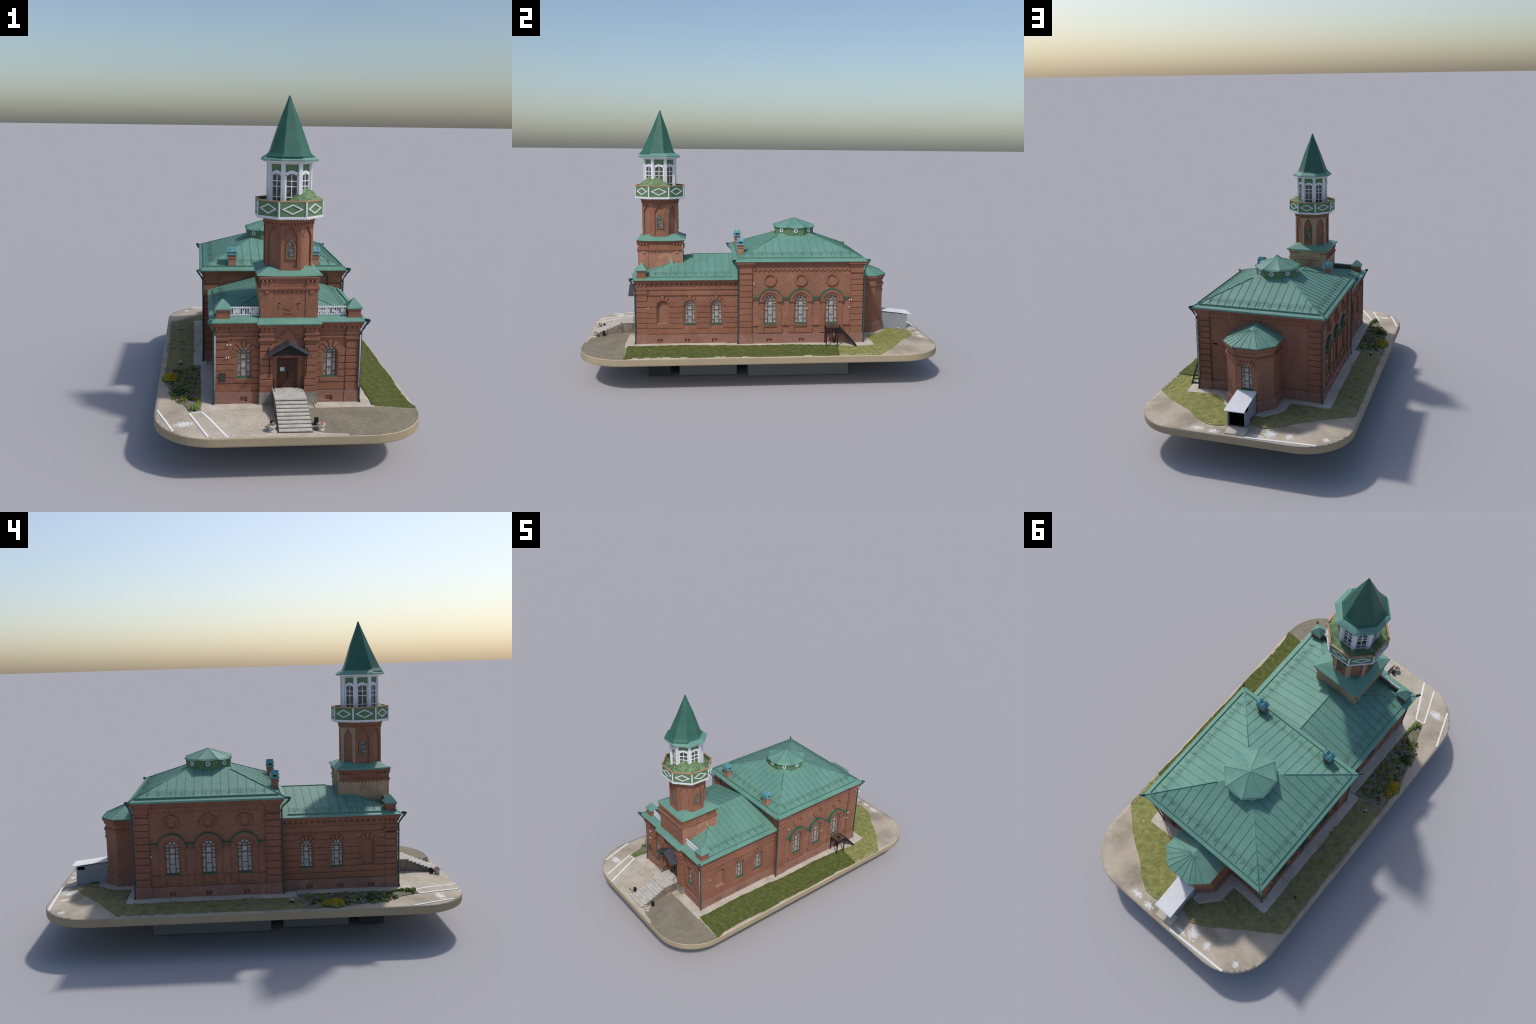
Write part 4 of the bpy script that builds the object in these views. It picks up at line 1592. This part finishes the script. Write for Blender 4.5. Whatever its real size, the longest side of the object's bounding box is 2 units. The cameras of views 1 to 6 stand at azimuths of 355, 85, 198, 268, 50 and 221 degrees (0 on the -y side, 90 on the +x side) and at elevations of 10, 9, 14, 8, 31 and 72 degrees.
# flower urns and dark stools at the foot of the steps
for x, y in ((-.086, -.955), (.110, -.950)):
    z = ground(x, y) + .002
    q = B()
    q.loft([[(x + r * math.cos(2 * pi * j / 16), y + r * math.sin(2 * pi * j / 16), z + h) for j in range(16)] for r, h in
            ((.012, 0), (.013, .006), (.010, .009), (.014, .016), (.0175, .024), (.018, .027), (.014, .0265))], smooth=False)
    urn = q.build('flower_urn', M['step'], root)
    q = B()
    for i in range(22):
        a, r = rng.uniform(0, 2 * pi), rng.uniform(0, .014)
        q.cur = rng.choice((0, 0, 1, 2, 3))
        blob(q, (x + r * math.cos(a), y + r * math.sin(a), z + .028 + rng.uniform(0, .006)), rng.uniform(.0025, .0042), 1, .2)
    o = q.build('urn_flower', [M['leaf'], M['pink'], M['petal_white'], M['yellow']], urn)
    o['kind'] = 'stuff'
for x, y in ((.098, -.905), (-.083, -.925)):
    z = ground(x, y)
    q = B()
    q.taper(x, y, z, z + .032, .009, .007, .0075, .006)
    q.build('dark_bin', M['black'], root)

# ------------------------------------------------------------------ metal landing with ladder at the +x wall
q = B()
px0, px1, py0, py1, pz = .349, .4165, .354, .423, .312
top = [(px0, py0), (px1, py0), (px1, py1), (px0, py1)]
q.box(px0, px1, py0, py0 + .022, pz - .005, pz)
q.box(px0, px1, py1 - .022, py1, pz - .005, pz)
q.box(px0, .372, py0 + .022, py1 - .022, pz - .005, pz)
q.box(.396, px1, py0 + .022, py1 - .022, pz - .005, pz)
plat = q.build('landing_board', M['rust'], root)
q = B()
gz = .196
for (x, y), (x2, y2) in (((px0 + .003, py0 + .003), (.353, .353)), ((px1 - .003, py0 + .003), (.4165, .350)), ((px1 - .003, py1 - .003), (.4185, .412)), ((px0 + .003, py1 - .003), (.353, .41))):
    q.bar((x, y, pz - .004), (x2, y2, gz), .0055)
for a, c in ((0, 1), (1, 2), (2, 3)):
    q.bar((*top[a], pz - .006), (*top[c], pz - .006), .006, .007)
q.bar((px1 - .003, py0 + .004, .285), (px0 + .003, py0 + .03, .262), .003)
q.bar((px1 - .004, py0 + .03, .30), (px0 + .01, py0 + .05, .20), .003)
q.build('landing_leg', M['black'], plat)
q = B()
for dx in (.352, .4135):
    q.bar((dx, py1 - .002, pz - .004), (dx, .522, .202), .006, .009)
for i in range(7):
    t = (i + .5) / 7
    y, z = py1 + (.522 - py1) * t, pz + (.202 - pz) * t
    q.box(.352, .4135, y - .004, y + .006, z - .001, z + .002)
q.build('landing_ladder', M['black'], plat)

# ------------------------------------------------------------------ drain pipes and gutter spouts
def drain(x, y, sx, sy, ez2, wx, wy, zbot=.203, white=False, name='drain_pipe'):
    """spout at an eave corner (x, y), pipe down at wall point (wx, wy)"""
    q = B()
    a = Vector((x - sx * .009, y - sy * .009, ez2 + .003))
    c = Vector((x + sx * .004, y + sy * .004, ez2 + .005))
    q.tube([a, c, c + Vector((sx * .002, sy * .002, -.004))], .0055, 8)
    q.tube([c + Vector((0, 0, -.004)), (x - sx * .004, y - sy * .004, ez2 - .014)], .0048, 8)
    s = q.build('gutter_spout', M['pipe'], root)
    q = B()
    q.tube([(x - sx * .004, y - sy * .004, ez2 - .012), (wx + sx * .006, wy + sy * .004, ez2 - .040), (wx, wy, ez2 - .055), (wx, wy, zbot + .02), (wx + sx * .004, wy + sy * .004, zbot)], .0040, 8)
    q.build(name, M['pipe'], s)
    q = B()
    q.tube([(wx - sx * .0035, wy + sy * .0022, ez2 - .065), (wx - sx * .0035, wy + sy * .0022, zbot + .07)], .0030, 6)
    if white:
        q.build('pale_pipe', M['pipe_white'], s)


drain(.3695, .590, 1, 1, .676, .346, .573, white=True)
drain(-.376, .588, -1, 1, .676, -.346, .573)
drain(.372, -.160, 1, -1, .676, .349, -.134)
drain(-.372, -.168, -1, -1, .673, -.349, -.134)
drain(.339, -.721, 1, -1, .572, .3165, -.700, white=True)
drain(-.328, -.724, -1, -1, .573, -.3075, -.700, white=True)

# small lamps and cameras on the walls
for x, y, z in ((.351, .489, .452), (.351, .500, .452), (.3495, .489, .411), (.3495, .250, .405), (.352, -.048, .549), (.312, -.630, .406), (-.349, .487, .411)):
    q = B()
    blob(q, (x, y, z), .0042, 1, 0.0, 1.0)
    q.build('wall_lamp', M['lamp'], root)
for x, z in ((-.252, .468), (-.239, .469), (-.256, .412), (-.246, .414)):
    q = B()
    blob(q, (x, -.7005, z), .0038, 1, 0.0, 1.0)
    q.build('wall_lamp', M['lamp'], root)
q = B()
q.box(.235, .262, .556, .562, .468, .473)
q.build('wall_bracket', M['black'], root)

# ------------------------------------------------------------------ garden on the -x side
def shrub(x, y, rx, h, leaf, flower=None, nf=0, clumps=10):
    """bush of lumpy leaf clumps, optionally dotted with flower heads"""
    z = ground(x, y)
    q = B()
    for i in range(clumps):
        a, r = rng.uniform(0, 2 * pi), rx * math.sqrt(rng.random()) * .75
        k = 1 - (r / rx) ** 2 * .6
        blob(q, (x + r * math.cos(a), y + r * math.sin(a), z + h * k * .45), rx * rng.uniform(.32, .5), 2, .55, h / rx * .55 + .25, seed=i * 1.7)
    if flower:
        q.cur = 1
        for i in range(nf):
            a, r = rng.uniform(0, 2 * pi), rx * math.sqrt(rng.random()) * .95
            k = 1 - (r / rx) ** 2 * .7
            blob(q, (x + r * math.cos(a), y + r * math.sin(a), z + h * k * rng.uniform(.75, 1.05)), rng.uniform(.002, .0042), 1, .3)
    mats = [M[leaf]] + ([M[flower]] if flower else [])
    return q.build('shrub', mats, root)


shrub(-.502, -.365, .040, .032, 'leaf', 'yellow', 210, 18)
shrub(-.500, -.325, .026, .026, 'leaf', 'yellow', 70, 9)
shrub(-.402, -.250, .016, .026, 'leaf', None, 0, 7)
shrub(-.463, -.163, .014, .026, 'leaf_dark', 'petal_white', 16, 6)
shrub(-.462, -.548, .026, .034, 'leaf_dark', None, 0, 12)
shrub(-.445, -.535, .020, .026, 'leaf_dark', None, 0, 8)
for x, y, r, h in ((-.388, -.752, .017, .032), (-.382, -.728, .016, .028), (-.374, -.702, .014, .022), (-.372, -.680, .011, .018)):
    shrub(x, y, r, h, 'leaf', None, 0, 7)
shrub(-.440, -.620, .015, .020, 'leaf', None, 0, 6)
shrub(-.425, -.600, .013, .016, 'leaf', None, 0, 5)
shrub(-.462, .206, .012, .012, 'leaf', 'yellow', 14, 5)
shrub(-.472, .442, .012, .010, 'leaf_dark', 'yellow', 10, 5)
shrub(-.460, -.050, .009, .008, 'leaf', None, 0, 4)
shrub(-.462, .077, .010, .009, 'leaf', None, 0, 4)
for i in range(230):
    x, y = rng.uniform(-.50, -.37), rng.uniform(-.67, -.24)
    if x < -.36 - (y + .77) * .55 - .04 + .0 and y < -.5:
        continue
    r = rng.uniform(.005, .015)
    kind = rng.random()
    fl = 'violet' if kind < .12 else 'pink' if kind < .17 else 'yellow' if kind < .23 else 'petal_white' if kind < .25 else None
    shrub(x, y, r, r * rng.uniform(.8, 1.5), 'leaf' if rng.random() < .75 else 'leaf_dark', fl, 7 if fl else 0, 3)
q = B()
blob(q, (.049, .862, .206), .008, 2, .35, .8)
q.build('stone', M['kerb'], root)
